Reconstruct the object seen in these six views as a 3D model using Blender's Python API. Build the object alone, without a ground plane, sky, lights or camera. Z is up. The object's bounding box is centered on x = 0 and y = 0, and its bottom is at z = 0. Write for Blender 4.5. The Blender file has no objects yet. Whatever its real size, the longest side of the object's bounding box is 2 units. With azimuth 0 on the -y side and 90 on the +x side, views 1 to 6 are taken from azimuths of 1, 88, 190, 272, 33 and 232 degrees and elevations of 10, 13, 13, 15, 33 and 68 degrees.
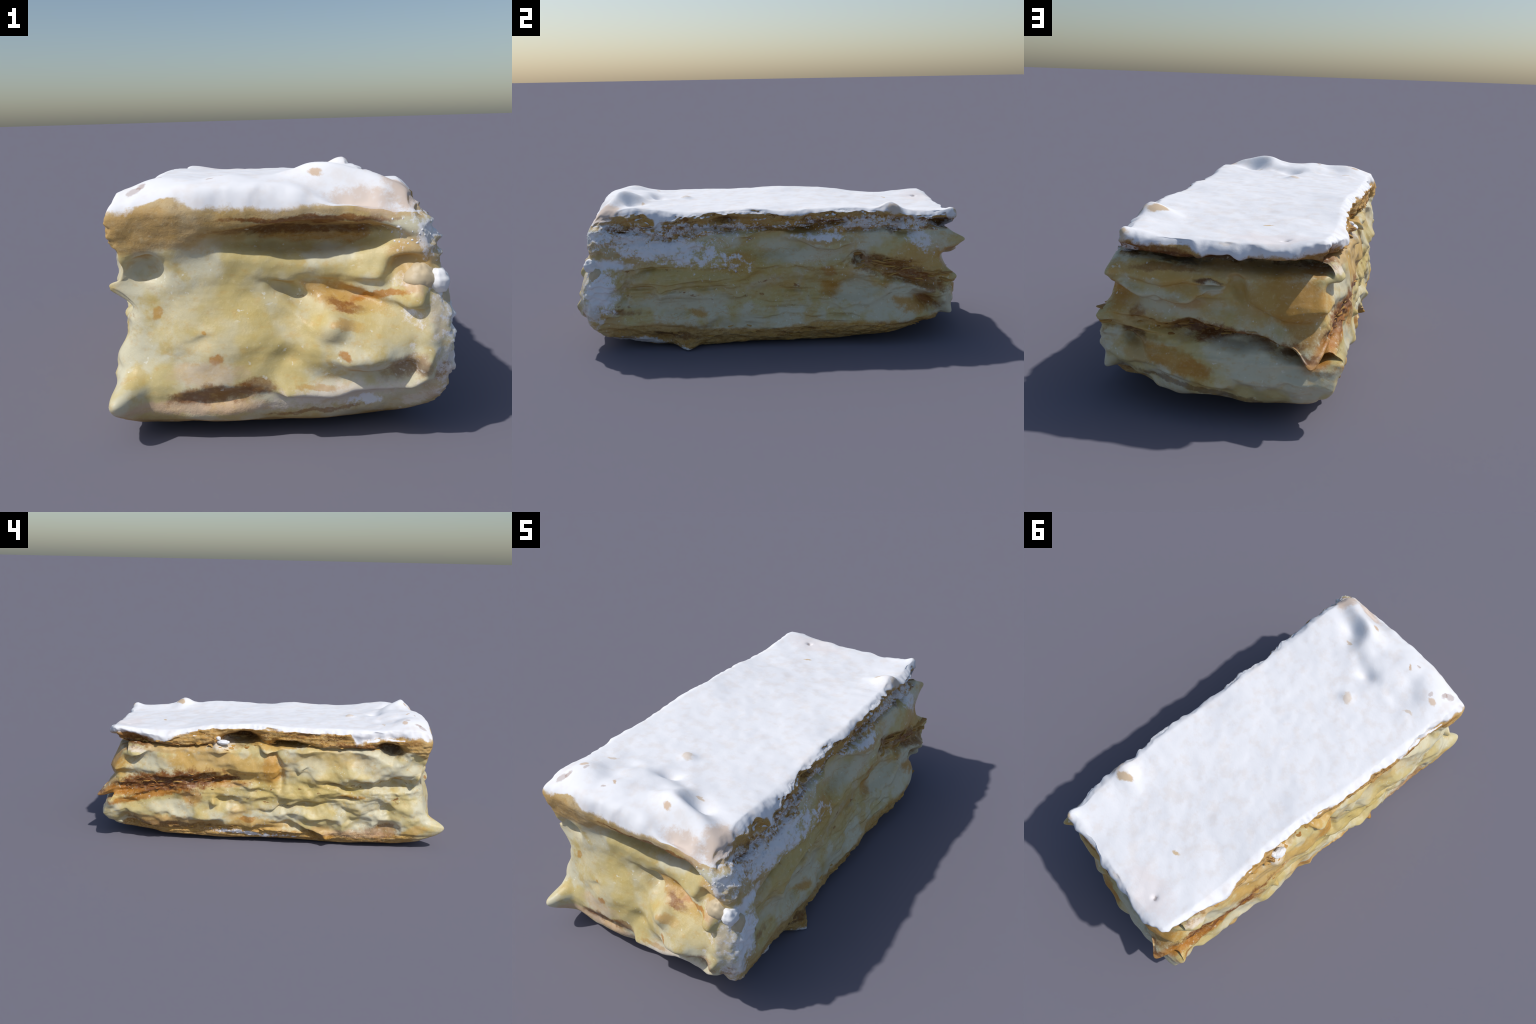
"""A slice of layered cream cake: puff pastry, custard cream, sugar icing.
One closed body is laid out as a lattice on a rounded block, bent to the measured
side profiles, and given its relief by rules (dents, creases, drawn-out tips,
layered noise).  It is then parted into its layers; flakes, sugar lump and
grains are separate pieces.  Side coordinate s runs to the right as one faces
the side: F front (s = x), L left (s = -y), R right (s = y), B back (s = -x).
"""
import math
import bpy
import numpy as np
from mathutils import Vector, Matrix
from mathutils.bvhtree import BVHTree

rng = np.random.default_rng(11)

# ------------------------------------------------------------------ helpers
def sstep(a, b, x):
    t = np.clip((x - a) / (b - a), 0, 1)
    return t * t * (3 - 2 * t)

def hash3(i, j, k, seed):
    h = (i * 374761393 + j * 668265263 + k * 2147483647 + seed * 1274126177) & 0xFFFFFFFF
    h = ((h ^ (h >> 13)) * 1274126177) & 0xFFFFFFFF
    h = h ^ (h >> 16)
    return (h & 0xFFFFFF) / float(0xFFFFFF) * 2 - 1

def vnoise(p, seed=0):
    f = np.floor(p).astype(np.int64)
    t = p - f
    t = t * t * t * (t * (t * 6 - 15) + 10)
    out = 0
    for a in (0, 1):
        for b in (0, 1):
            for c in (0, 1):
                w = (t[:, 0] if a else 1 - t[:, 0]) * (t[:, 1] if b else 1 - t[:, 1]) * (t[:, 2] if c else 1 - t[:, 2])
                out = out + w * hash3(f[:, 0] + a, f[:, 1] + b, f[:, 2] + c, seed)
    return out

def fbm(p, scale, octaves=3, seed=0, gain=0.5):
    s = np.array(scale, float)
    out, amp, tot = 0, 1.0, 0
    for o in range(octaves):
        out = out + amp * vnoise(p * s + 17.3 * o, seed + o)
        tot += amp
        amp *= gain
        s = s * 2.03
    return out / tot

# --------------------------------------------------- measured side profiles
# stations along the side; each is (position, [(z, offset), ...])
X_LEFT = [
    (-0.90, [(0.03, -0.41), (0.09, -0.455), (0.18, -0.435), (0.27, -0.41), (0.34, -0.405), (0.43, -0.42), (0.48, -0.44), (0.60, -0.465), (0.66, -0.46)]),
    (-0.60, [(0.02, -0.43), (0.08, -0.455), (0.20, -0.45), (0.32, -0.45), (0.42, -0.45), (0.52, -0.45), (0.60, -0.445), (0.67, -0.447)]),
    (-0.25, [(0.02, -0.41), (0.08, -0.435), (0.20, -0.445), (0.32, -0.455), (0.42, -0.445), (0.52, -0.445), (0.60, -0.435), (0.67, -0.438)]),
    (0.20, [(0.02, -0.415), (0.10, -0.43), (0.20, -0.44), (0.32, -0.44), (0.42, -0.435), (0.52, -0.43), (0.60, -0.41), (0.67, -0.41)]),
    (0.60, [(0.02, -0.395), (0.10, -0.425), (0.20, -0.43), (0.32, -0.435), (0.42, -0.43), (0.52, -0.425), (0.60, -0.42), (0.67, -0.42)]),
    (0.90, [(0.04, -0.34), (0.10, -0.39), (0.18, -0.43), (0.24, -0.435), (0.30, -0.41), (0.42, -0.40), (0.54, -0.40), (0.60, -0.40), (0.66, -0.412)]),
]
X_RIGHT = [
    (-0.88, [(0.01, 0.30), (0.06, 0.41), (0.11, 0.46), (0.17, 0.485), (0.24, 0.50), (0.30, 0.495), (0.38, 0.475), (0.45, 0.445), (0.52, 0.45), (0.58, 0.435), (0.66, 0.39)]),
    (-0.70, [(0.01, 0.385), (0.06, 0.44), (0.12, 0.452), (0.24, 0.445), (0.34, 0.435), (0.45, 0.43), (0.52, 0.43), (0.60, 0.415), (0.67, 0.395)]),
    (-0.45, [(0.01, 0.41), (0.06, 0.45), (0.12, 0.46), (0.24, 0.46), (0.34, 0.45), (0.45, 0.425), (0.52, 0.418), (0.60, 0.395), (0.67, 0.385)]),
    (-0.15, [(0.01, 0.40), (0.06, 0.44), (0.15, 0.445), (0.30, 0.435), (0.42, 0.41), (0.52, 0.39), (0.60, 0.372), (0.67, 0.385)]),
    (0.25, [(0.02, 0.40), (0.08, 0.44), (0.18, 0.437), (0.32, 0.415), (0.42, 0.40), (0.52, 0.39), (0.60, 0.38), (0.67, 0.385)]),
    (0.65, [(0.02, 0.40), (0.08, 0.46), (0.18, 0.468), (0.32, 0.445), (0.42, 0.42), (0.52, 0.405), (0.60, 0.38), (0.67, 0.37)]),
    (0.90, [(0.08, 0.35), (0.13, 0.405), (0.22, 0.425), (0.34, 0.435), (0.42, 0.395), (0.52, 0.38), (0.60, 0.36), (0.66, 0.345)]),
]
Y_FRONT = [
    (-0.42, [(0.03, -0.86), (0.08, -0.92), (0.14, -0.915), (0.25, -0.875), (0.40, -0.85), (0.48, -0.865), (0.56, -0.885), (0.64, -0.895)]),
    (-0.15, [(0.01, -0.81), (0.06, -0.92), (0.13, -0.955), (0.28, -0.945), (0.42, -0.875), (0.52, -0.885), (0.58, -0.90), (0.64, -0.915), (0.68, -0.91)]),
    (0.12, [(0.01, -0.79), (0.05, -0.90), (0.13, -0.95), (0.28, -0.945), (0.38, -0.89), (0.46, -0.855), (0.54, -0.865), (0.60, -0.895), (0.65, -0.915), (0.69, -0.90)]),
    (0.40, [(0.01, -0.75), (0.06, -0.87), (0.14, -0.94), (0.24, -0.955), (0.34, -0.94), (0.45, -0.905), (0.55, -0.91), (0.62, -0.91), (0.70, -0.865)]),
]
Y_BACK = [
    (-0.42, [(0.04, 0.82), (0.09, 0.93), (0.17, 0.95), (0.25, 0.935), (0.31, 0.91), (0.43, 0.865), (0.50, 0.85), (0.58, 0.835), (0.62, 0.88), (0.66, 0.92)]),
    (-0.15, [(0.04, 0.86), (0.09, 0.965), (0.17, 0.985), (0.24, 0.93), (0.30, 0.91), (0.40, 0.90), (0.52, 0.905), (0.58, 0.905), (0.65, 0.94)]),
    (0.12, [(0.05, 0.85), (0.09, 0.945), (0.17, 0.96), (0.26, 0.92), (0.36, 0.90), (0.50, 0.91), (0.58, 0.915), (0.65, 0.93)]),
    (0.40, [(0.09, 0.79), (0.12, 0.855), (0.22, 0.88), (0.33, 0.885), (0.42, 0.835), (0.50, 0.87), (0.56, 0.89), (0.62, 0.91), (0.67, 0.91)]),
]
# height of the top along the two long edges, and of the underside
TOP_LEFT = [(-0.95, 0.655), (-0.80, 0.685), (-0.64, 0.683), (-0.45, 0.693), (-0.20, 0.691), (0.05, 0.703), (0.28, 0.695), (0.48, 0.664), (0.65, 0.652), (0.75, 0.664), (0.86, 0.672), (0.95, 0.668)]
TOP_RIGHT = [(-0.95, 0.64), (-0.86, 0.685), (-0.75, 0.715), (-0.62, 0.70), (-0.50, 0.685), (-0.28, 0.688), (-0.15, 0.70), (0.0, 0.685), (0.10, 0.68), (0.25, 0.692), (0.36, 0.695), (0.48, 0.678), (0.57, 0.70), (0.65, 0.665), (0.80, 0.655), (0.95, 0.655)]
TOP_MIDDLE = [(-0.95, 0.68), (-0.80, 0.70), (-0.60, 0.695), (-0.30, 0.692), (0.0, 0.694), (0.25, 0.686), (0.48, 0.667), (0.65, 0.652), (0.80, 0.645), (0.95, 0.64)]
UNDER_LEFT = [(-0.95, 0.045), (-0.80, 0.022), (-0.55, 0.018), (-0.30, 0.012), (-0.12, 0.028), (0.30, 0.022), (0.63, 0.030), (0.81, 0.045), (0.95, 0.065)]
UNDER_RIGHT = [(-0.95, 0.02), (-0.70, 0.006), (-0.45, 0.004), (-0.17, 0.016), (0.28, 0.016), (0.61, 0.035), (0.80, 0.08), (0.95, 0.10)]

def along(table, pos, z):
    soft = [(-0.036, 0.1), (-0.018, 0.25), (0.0, 0.3), (0.018, 0.25), (0.036, 0.1)]   # round the corners of the profile
    vals = np.array([sum(w * np.interp(z + dz, [a for a, _ in prof], [b for _, b in prof]) for dz, w in soft) for _, prof in table])
    st = np.array([a for a, _ in table])
    i = np.clip(np.searchsorted(st, pos) - 1, 0, len(st) - 2)
    t = sstep(0, 1, (pos - st[i]) / (st[i + 1] - st[i]))
    n = np.arange(len(pos))
    return vals[i, n] * (1 - t) + vals[i + 1, n] * t

def line(table, pos):
    a = np.array(table)
    d = 0.03
    return sum(np.interp(pos + k * d, a[:, 0], a[:, 1]) for k in (-1, 0, 1)) / 3

# --------------------------------------------------------- relief on the sides
def dent(side, s, z, rs, up, down, rot, amp, power):
    return ("dent", side, s, z, rs, up, down, math.radians(rot), amp, power)

def crease(side, width, amp, pts):
    return ("crease", side, width, amp, pts)

RELIEF = [
    dent('F', 0.24, 0.275, 0.07, 0.04, 0.03, 0, 0.022, 2),
    dent('F', 0.27, 0.12, 0.12, 0.06, 0.05, 0, -0.045, 2),
    dent('F', 0.097, 0.559, 0.232, 0.042, 0.042, 0, -0.09, 4),
    dent('F', -0.199, 0.515, 0.079, 0.048, 0.048, 0, -0.012, 2),
    dent('F', -0.352, 0.475, 0.048, 0.040, 0.040, 15, -0.05, 3),
    dent('F', 0.057, 0.398, 0.079, 0.024, 0.024, -25, -0.05, 3),
    dent('F', 0.219, 0.392, 0.111, 0.029, 0.029, -12, -0.055, 2),
    dent('F', 0.163, 0.348, 0.063, 0.032, 0.032, 0, 0.03, 2),
    dent('F', 0.263, 0.307, 0.137, 0.090, 0.090, 0, 0.048, 2),
    dent('F', 0.271, 0.207, 0.106, 0.026, 0.026, 5, -0.012, 2),
    dent('F', 0.335, 0.211, 0.063, 0.032, 0.032, 10, -0.02, 3),
    crease('F', 0.024, 0.03, [(0.029, 0.164), (0.163, 0.144), (0.27, 0.161), (0.362, 0.175), (0.405, 0.209), (0.4, 0.252)]),
    dent('F', 0.370, 0.440, 0.037, 0.045, 0.045, 0, 0.05, 3),
    dent('F', 0.033, 0.313, 0.069, 0.053, 0.053, 40, -0.022, 2),
    dent('F', -0.205, 0.288, 0.032, 0.018, 0.018, 10, -0.01, 2),
    dent('F', 0.036, 0.234, 0.048, 0.032, 0.032, 0, -0.018, 2),
    dent('F', -0.156, 0.128, 0.111, 0.026, 0.026, 5, -0.035, 2),
    dent('F', 0.348, 0.484, 0.048, 0.032, 0.032, 20, -0.04, 3),
    dent('F', 0.368, 0.561, 0.063, 0.053, 0.053, 0, 0.02, 2),
    dent('F', 0.177, 0.478, 0.169, 0.032, 0.032, 0, 0.012, 2),
    dent('F', -0.329, 0.326, 0.132, 0.106, 0.106, 0, 0.012, 2),
    dent('F', 0.410, 0.349, 0.026, 0.079, 0.079, 0, 0.02, 2),
    dent('L', -0.164, 0.608, 0.099, 0.036, 0.036, 0, -0.12, 4),
    dent('L', 0.107, 0.591, 0.090, 0.022, 0.022, -4, -0.09, 4),
    dent('L', 0.671, 0.574, 0.072, 0.038, 0.038, -15, -0.10, 4),
    crease('L', 0.009, -0.03, [(-0.726, 0.571), (-0.571, 0.564), (-0.453, 0.567), (-0.344, 0.589), (-0.254, 0.606), (-0.055, 0.598), (0.107, 0.589), (0.241, 0.588), (0.466, 0.567), (0.6, 0.567)]),
    dent('L', -0.771, 0.585, 0.081, 0.036, 0.036, 0, -0.05, 3),
    dent('L', -0.759, 0.533, 0.063, 0.020, 0.013, 12, 0.035, 2),
    dent('L', -0.774, 0.482, 0.081, 0.032, 0.032, 10, -0.03, 2),
    dent('L', -0.281, 0.582, 0.054, 0.022, 0.022, -5, 0.03, 2),
    dent('L', -0.308, 0.608, 0.015, 0.015, 0.015, 0, 0.03, 2),
    dent('L', -0.019, 0.580, 0.058, 0.018, 0.018, -10, 0.035, 3),
    dent('L', -0.527, 0.448, 0.360, 0.081, 0.081, 0, 0.015, 2),
    crease('L', 0.020, -0.02, [(0.009, 0.558), (0.042, 0.494), (0.062, 0.419), (0.06, 0.343)]),
    dent('L', -0.270, 0.404, 0.027, 0.032, 0.032, 0, 0.02, 2),
    dent('L', -0.601, 0.345, 0.297, 0.049, 0.049, 8, -0.012, 4),
    dent('L', -0.270, 0.370, 0.081, 0.016, 0.016, 8, -0.025, 3),
    dent('L', -0.759, 0.289, 0.108, 0.013, 0.013, 10, 0.02, 2),
    dent('L', -0.668, 0.183, 0.234, 0.068, 0.068, 0, 0.02, 2),
    dent('L', -0.361, 0.204, 0.076, 0.076, 0.076, 0, 0.03, 3),
    dent('L', -0.352, 0.111, 0.072, 0.032, 0.032, 0, -0.03, 3),
    dent('L', -0.227, 0.247, 0.081, 0.022, 0.022, -8, -0.03, 3),
    dent('L', 0.164, 0.239, 0.162, 0.013, 0.013, 8, -0.035, 2),
    dent('L', 0.387, 0.363, 0.081, 0.016, 0.016, -10, -0.03, 3),
    dent('L', 0.426, 0.296, 0.063, 0.011, 0.011, -5, -0.025, 2),
    dent('L', -0.104, 0.326, 0.135, 0.013, 0.013, -10, -0.015, 2),
    dent('L', 0.188, 0.319, 0.270, 0.027, 0.027, 4, 0.012, 2),
    dent('L', 0.491, 0.433, 0.270, 0.063, 0.036, 0, 0.02, 2),
    dent('L', 0.676, 0.373, 0.148, 0.023, 0.023, 4, -0.05, 3),
    dent('L', 0.276, 0.192, 0.144, 0.054, 0.054, 10, 0.035, 2),
    dent('L', 0.448, 0.227, 0.054, 0.036, 0.036, -30, -0.035, 2),
    dent('L', 0.658, 0.229, 0.041, 0.038, 0.038, 0, -0.03, 3),
    crease('L', 0.022, 0.025, [(0.148, 0.163), (0.233, 0.107), (0.318, 0.056)]),
    dent('L', 0.243, 0.078, 0.081, 0.018, 0.018, -35, -0.04, 2),
    dent('L', 0.095, 0.102, 0.099, 0.022, 0.022, -10, 0.025, 3),
    dent('L', 0.638, 0.112, 0.090, 0.025, 0.025, 5, -0.03, 2),
    dent('L', -0.810, 0.120, 0.054, 0.054, 0.054, 0, -0.04, 3),
    dent('L', -0.567, 0.079, 0.270, 0.027, 0.027, -3, -0.012, 2),
    dent('L', 0.807, 0.176, 0.072, 0.081, 0.081, 0, 0.015, 2),
    dent('R', -0.257, 0.639, 0.056, 0.015, 0.015, 8, -0.035, 3),
    crease('R', 0.010, -0.02, [(-0.833, 0.611), (-0.647, 0.584), (-0.531, 0.554), (-0.41, 0.594), (-0.3, 0.604)]),
    crease('R', 0.012, -0.035, [(-0.3, 0.596), (-0.156, 0.587), (-0.071, 0.598), (0.126, 0.584), (0.234, 0.613), (0.346, 0.619)]),
    dent('R', 0.160, 0.583, 0.086, 0.021, 0.021, 5, -0.05, 3),
    dent('R', 0.606, 0.618, 0.052, 0.012, 0.012, 0, -0.03, 2),
    dent('R', 0.642, 0.557, 0.052, 0.017, 0.017, 0, -0.04, 3),
    crease('R', 0.010, -0.025, [(0.358, 0.574), (0.487, 0.576), (0.616, 0.586)]),
    dent('R', 0.831, 0.596, 0.060, 0.024, 0.024, -5, -0.08, 4),
    dent('R', 0.212, 0.536, 0.163, 0.026, 0.026, -3, 0.035, 4),
    dent('R', -0.139, 0.583, 0.052, 0.024, 0.024, 0, 0.02, 3),
    dent('R', -0.012, 0.514, 0.163, 0.073, 0.073, 0, -0.035, 4),
    crease('R', 0.015, 0.012, [(-0.091, 0.428), (0.056, 0.419), (0.229, 0.41), (0.324, 0.434), (0.358, 0.469)]),
    dent('R', -0.033, 0.283, 0.774, 0.112, 0.112, 0, -0.018, 4),
    crease('R', 0.015, -0.02, [(-0.614, 0.408), (-0.716, 0.387), (-0.752, 0.336), (-0.758, 0.247)]),
    dent('R', -0.589, 0.405, 0.095, 0.008, 0.008, 0, -0.015, 2),
    dent('R', -0.678, 0.312, 0.077, 0.009, 0.009, 0, -0.022, 2),
    dent('R', -0.647, 0.267, 0.077, 0.030, 0.030, 0, -0.015, 2),
    dent('R', -0.534, 0.298, 0.043, 0.009, 0.009, 0, -0.02, 2),
    dent('R', -0.370, 0.302, 0.086, 0.008, 0.008, 0, -0.02, 2),
    dent('R', 0.089, 0.279, 0.069, 0.009, 0.009, 0, -0.02, 2),
    dent('R', 0.010, 0.246, 0.077, 0.039, 0.039, 0, 0.01, 4),
    dent('R', -0.585, 0.277, 0.019, 0.030, 0.030, 0, 0.015, 2),
    dent('R', 0.395, 0.271, 0.129, 0.056, 0.056, 5, -0.028, 3),
    crease('R', 0.017, 0.012, [(0.229, 0.234), (0.316, 0.202), (0.448, 0.217), (0.553, 0.262)]),
    dent('R', 0.577, 0.383, 0.206, 0.060, 0.060, -14, -0.02, 4),
    dent('R', 0.406, 0.432, 0.028, 0.022, 0.022, 20, -0.035, 2),
    dent('R', 0.622, 0.327, 0.069, 0.012, 0.012, -10, -0.035, 2),
    dent('R', 0.710, 0.290, 0.129, 0.017, 0.017, -20, 0.02, 2),
    dent('R', 0.748, 0.198, 0.082, 0.039, 0.039, -30, -0.05, 3),
    dent('R', 0.343, 0.152, 0.069, 0.009, 0.009, -5, -0.02, 2),
    dent('R', 0.317, 0.108, 0.387, 0.052, 0.052, 2, 0.018, 4),
    dent('R', -0.571, 0.068, 0.039, 0.013, 0.013, 0, -0.03, 2),
    dent('R', -0.746, 0.156, 0.069, 0.026, 0.026, 0, 0.01, 2),
    dent('R', -0.473, 0.106, 0.103, 0.012, 0.012, -10, -0.015, 2),
    dent('B', 0.210, 0.560, 0.238, 0.027, 0.027, -3, -0.11, 4),
    dent('B', -0.147, 0.560, 0.220, 0.016, 0.016, -5, -0.08, 3),
    dent('B', -0.174, 0.515, 0.207, 0.020, 0.020, -5, 0.03, 3),
    crease('B', 0.018, 0.03, [(-0.354, 0.502), (-0.272, 0.469), (-0.209, 0.434), (-0.087, 0.455), (-0.036, 0.482)]),
    dent('B', -0.011, 0.494, 0.046, 0.010, 0.010, -4, -0.04, 3),
    dent('B', -0.092, 0.503, 0.061, 0.024, 0.024, 8, -0.015, 2),
    dent('B', 0.267, 0.443, 0.134, 0.073, 0.049, -10, 0.04, 4),
    dent('B', 0.322, 0.320, 0.055, 0.067, 0.067, -50, 0.03, 3),
    dent('B', 0.020, 0.305, 0.256, 0.026, 0.026, -4, -0.055, 4),
    dent('B', -0.286, 0.260, 0.055, 0.020, 0.020, -20, -0.045, 3),
    dent('B', 0.091, 0.220, 0.262, 0.067, 0.067, -5, 0.03, 4),
    dent('B', 0.332, 0.268, 0.091, 0.020, 0.020, -5, -0.07, 3),
    dent('B', -0.108, 0.203, 0.159, 0.030, 0.030, -15, 0.012, 4),
    dent('B', 0.239, 0.277, 0.037, 0.037, 0.037, 0, 0.025, 2),
    crease('B', 0.009, -0.012, [(-0.377, 0.344), (-0.291, 0.333), (-0.225, 0.333)]),
    crease('B', 0.007, -0.012, [(-0.388, 0.307), (-0.288, 0.297), (-0.203, 0.286)]),
    dent('B', -0.217, 0.243, 0.079, 0.037, 0.037, 10, 0.015, 3),
    dent('B', 0.089, 0.480, 0.027, 0.055, 0.055, 25, -0.025, 3),
    dent('B', -0.328, 0.398, 0.073, 0.055, 0.055, 0, -0.01, 2),
    dent('B', -0.182, 0.463, 0.152, 0.030, 0.015, -8, 0.03, 3),
    dent('B', -0.339, 0.366, 0.073, 0.037, 0.037, 10, 0.02, 3),
    dent('B', -0.324, 0.218, 0.073, 0.024, 0.024, 0, 0.02, 3),
    dent('B', -0.174, 0.331, 0.073, 0.030, 0.030, -20, 0.015, 2),
    dent('B', 0.091, 0.359, 0.079, 0.037, 0.037, 30, 0.015, 3),
    dent('F', 0.268, 0.476, 0.053, 0.021, 0.021, -5, 0.02, 2),
    dent('F', -0.402, 0.174, 0.032, 0.032, 0.032, 0, 0.02, 2),
    dent('R', -0.805, 0.303, 0.052, 0.138, 0.138, 0, 0.025, 3),
    dent('R', 0.124, 0.368, 0.189, 0.034, 0.034, 0, 0.014, 3),
    dent('R', 0.618, 0.480, 0.172, 0.060, 0.060, -10, 0.015, 4),
    dent('R', -0.416, 0.463, 0.275, 0.034, 0.034, -4, 0.012, 3),
    dent('R', -0.505, 0.360, 0.258, 0.021, 0.021, 0, 0.012, 3),
    dent('R', -0.162, 0.332, 0.215, 0.026, 0.026, -3, 0.012, 3),
    dent('R', -0.469, 0.215, 0.215, 0.034, 0.034, 0, -0.012, 3),
    dent('R', -0.683, 0.215, 0.069, 0.043, 0.043, 0, -0.012, 2),
    dent('L', -0.107, 0.452, 0.108, 0.063, 0.063, 0, 0.015, 3),
    dent('L', 0.201, 0.461, 0.108, 0.054, 0.054, 0, -0.012, 2),
    dent('L', 0.469, 0.507, 0.072, 0.054, 0.054, -20, -0.015, 2),
    dent('L', -0.481, 0.325, 0.063, 0.036, 0.036, 0, 0.02, 3),
    dent('L', -0.020, 0.254, 0.117, 0.036, 0.036, 0, -0.012, 2),
]

# small lumps and pits strewn over the cream, different on every side
for side, count, s0, s1, z0, z1, size, amp in (("L", 46, -0.30, 0.90, 0.12, 0.50, (0.020, 0.045), 0.016), ("L", 14, -0.85, -0.30, 0.10, 0.25, (0.02, 0.04), 0.012),
                                               ("B", 22, -0.36, 0.36, 0.08, 0.50, (0.020, 0.045), 0.012), ("R", 34, -0.65, 0.85, 0.14, 0.50, (0.020, 0.05), 0.011)):
    for _ in range(count):
        w = rng.uniform(*size)
        RELIEF.append(dent(side, rng.uniform(s0, s1), rng.uniform(z0, z1), w * rng.uniform(1, 2), w * 0.8, w * rng.uniform(0.4, 0.8), rng.normal() * 18, amp * rng.uniform(0.4, 1.2) * rng.choice([1, -1]), 2))

# drawn-out tips: (anchor, radius, pull)
TIPS = [
    ((-0.43, -0.92, 0.125), 0.10, (-0.01, -0.08, 0.005)),
    ((-0.435, -0.87, 0.395), 0.065, (-0.06, 0.015, 0.02)),
    ((-0.455, -0.84, 0.40), 0.035, (-0.02, 0.0, 0.015)),
    ((-0.45, -0.33, 0.06), 0.06, (-0.018, 0.0, -0.005)),
    ((-0.46, 0.30, 0.26), 0.045, (-0.04, 0.0, -0.01)),
    ((-0.37, 0.94, 0.31), 0.085, (0.0, 0.065, -0.055)),
    ((-0.43, 0.90, 0.225), 0.06, (-0.025, 0.0, 0.01)),
    ((0.37, 0.90, 0.52), 0.06, (0.0, 0.05, 0.0)),
    ((0.40, 0.88, 0.34), 0.06, (0.025, 0.02, 0.0)),
    ((0.39, 0.87, 0.15), 0.05, (0.02, 0.025, -0.02)),
    ((0.41, 0.84, 0.22), 0.04, (0.03, 0.0, 0.0)),
    ((0.44, -0.45, 0.035), 0.09, (0.05, 0.0, -0.02)),
    ((0.15, -0.95, 0.345), 0.07, (0.0, -0.03, 0.01)),
    ((0.05, 0.93, 0.615), 0.05, (0.0, 0.015, -0.022)),
    ((-0.10, 0.93, 0.61), 0.05, (0.0, 0.01, -0.018)),
    ((-0.29, 0.93, 0.62), 0.05, (0.0, 0.015, -0.012)),
    ((0.40, -0.60, 0.655), 0.04, (0.01, 0.0, -0.04)),
    ((0.34, 0.92, 0.66), 0.06, (0.0, 0.01, 0.015)),
]

# bumps and hollows of the icing: (x, y, rx, ry, turn, height, power)
TOP_RELIEF = [
    (-0.10, -0.77, 0.32, 0.17, 0, 0.033, 4),
    (-0.03, -0.61, 0.045, 0.03, 20, -0.018, 2),
    (0.06, -0.645, 0.04, 0.03, 0, -0.010, 2),
    (-0.20, -0.635, 0.06, 0.035, 10, -0.012, 2),
    (0.10, -0.71, 0.045, 0.04, 0, 0.012, 2),
    (-0.13, -0.80, 0.06, 0.045, 0, 0.010, 2),
    (-0.28, -0.69, 0.05, 0.045, 0, -0.008, 2),
    (0.02, -0.73, 0.04, 0.035, 0, -0.009, 2),
    (0.17, -0.785, 0.11, 0.045, -15, 0.05, 2),
    (0.31, -0.84, 0.07, 0.045, -35, 0.025, 2),
    (0.20, -0.735, 0.055, 0.04, 0, -0.035, 2),
    (0.155, -0.675, 0.05, 0.035, 0, -0.012, 2),
    (0.20, -0.885, 0.10, 0.035, -15, -0.035, 2),
    (-0.03, -0.62, 0.05, 0.03, 0, -0.015, 2),
    (-0.22, -0.72, 0.05, 0.10, 30, -0.012, 2),
    (-0.33, -0.77, 0.07, 0.07, 0, 0.012, 2),
    (-0.06, -0.46, 0.035, 0.025, 0, 0.012, 2),
    (0.32, 0.58, 0.06, 0.04, 0, 0.018, 2),
    (0.33, 0.90, 0.07, 0.05, 0, 0.012, 2),
    (-0.24, 0.83, 0.012, 0.012, 0, -0.012, 2),
    (0.0, 0.10, 0.30, 0.55, 0, -0.008, 2),
]

# ------------------------------------------------ where one layer ends (s, z)
ICING_EDGE = {
    "F": [(-0.44, 0.640), (-0.36, 0.655), (-0.275, 0.688), (-0.22, 0.655), (-0.10, 0.645), (0.10, 0.645), (0.30, 0.655), (0.40, 0.665)],
    "L": [(-0.89, 0.628), (-0.71, 0.600), (-0.62, 0.582), (-0.48, 0.635), (-0.256, 0.674), (-0.07, 0.686), (0.10, 0.664), (0.28, 0.657), (0.44, 0.660), (0.48, 0.612), (0.62, 0.638), (0.77, 0.642), (0.87, 0.622)],
    "R": [(-0.79, 0.672), (-0.66, 0.690), (-0.60, 0.640), (-0.41, 0.680), (-0.24, 0.696), (-0.07, 0.682), (0.10, 0.650), (0.27, 0.686), (0.45, 0.675), (0.62, 0.646), (0.80, 0.640)],
    "B": [(-0.33, 0.612), (-0.22, 0.608), (-0.10, 0.616), (0.0, 0.580), (0.08, 0.578), (0.15, 0.595), (0.30, 0.602), (0.43, 0.650)],
}
TOP_PASTRY_EDGE = {
    "F": [(-0.44, 0.52), (-0.25, 0.54), (-0.10, 0.595), (0.40, 0.60)],
    "L": [(-0.90, 0.575), (-0.50, 0.560), (-0.20, 0.575), (0.30, 0.570), (0.60, 0.575), (0.90, 0.55)],
    "R": [(-0.90, 0.53), (-0.50, 0.54), (-0.20, 0.575), (0.30, 0.555), (0.60, 0.57), (0.90, 0.55)],
    "B": [(-0.40, 0.57), (0.40, 0.57)],
}
MIDDLE_TOP = {
    "F": [(-0.44, 0.36), (0.40, 0.42)],
    "L": [(-0.90, 0.355), (-0.50, 0.40), (-0.10, 0.365), (0.40, 0.36), (0.90, 0.37)],
    "R": [(-0.90, 0.40), (-0.20, 0.37), (0.30, 0.42), (0.90, 0.36)],
    "B": [(-0.40, 0.34), (0.40, 0.31)],
}
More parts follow.
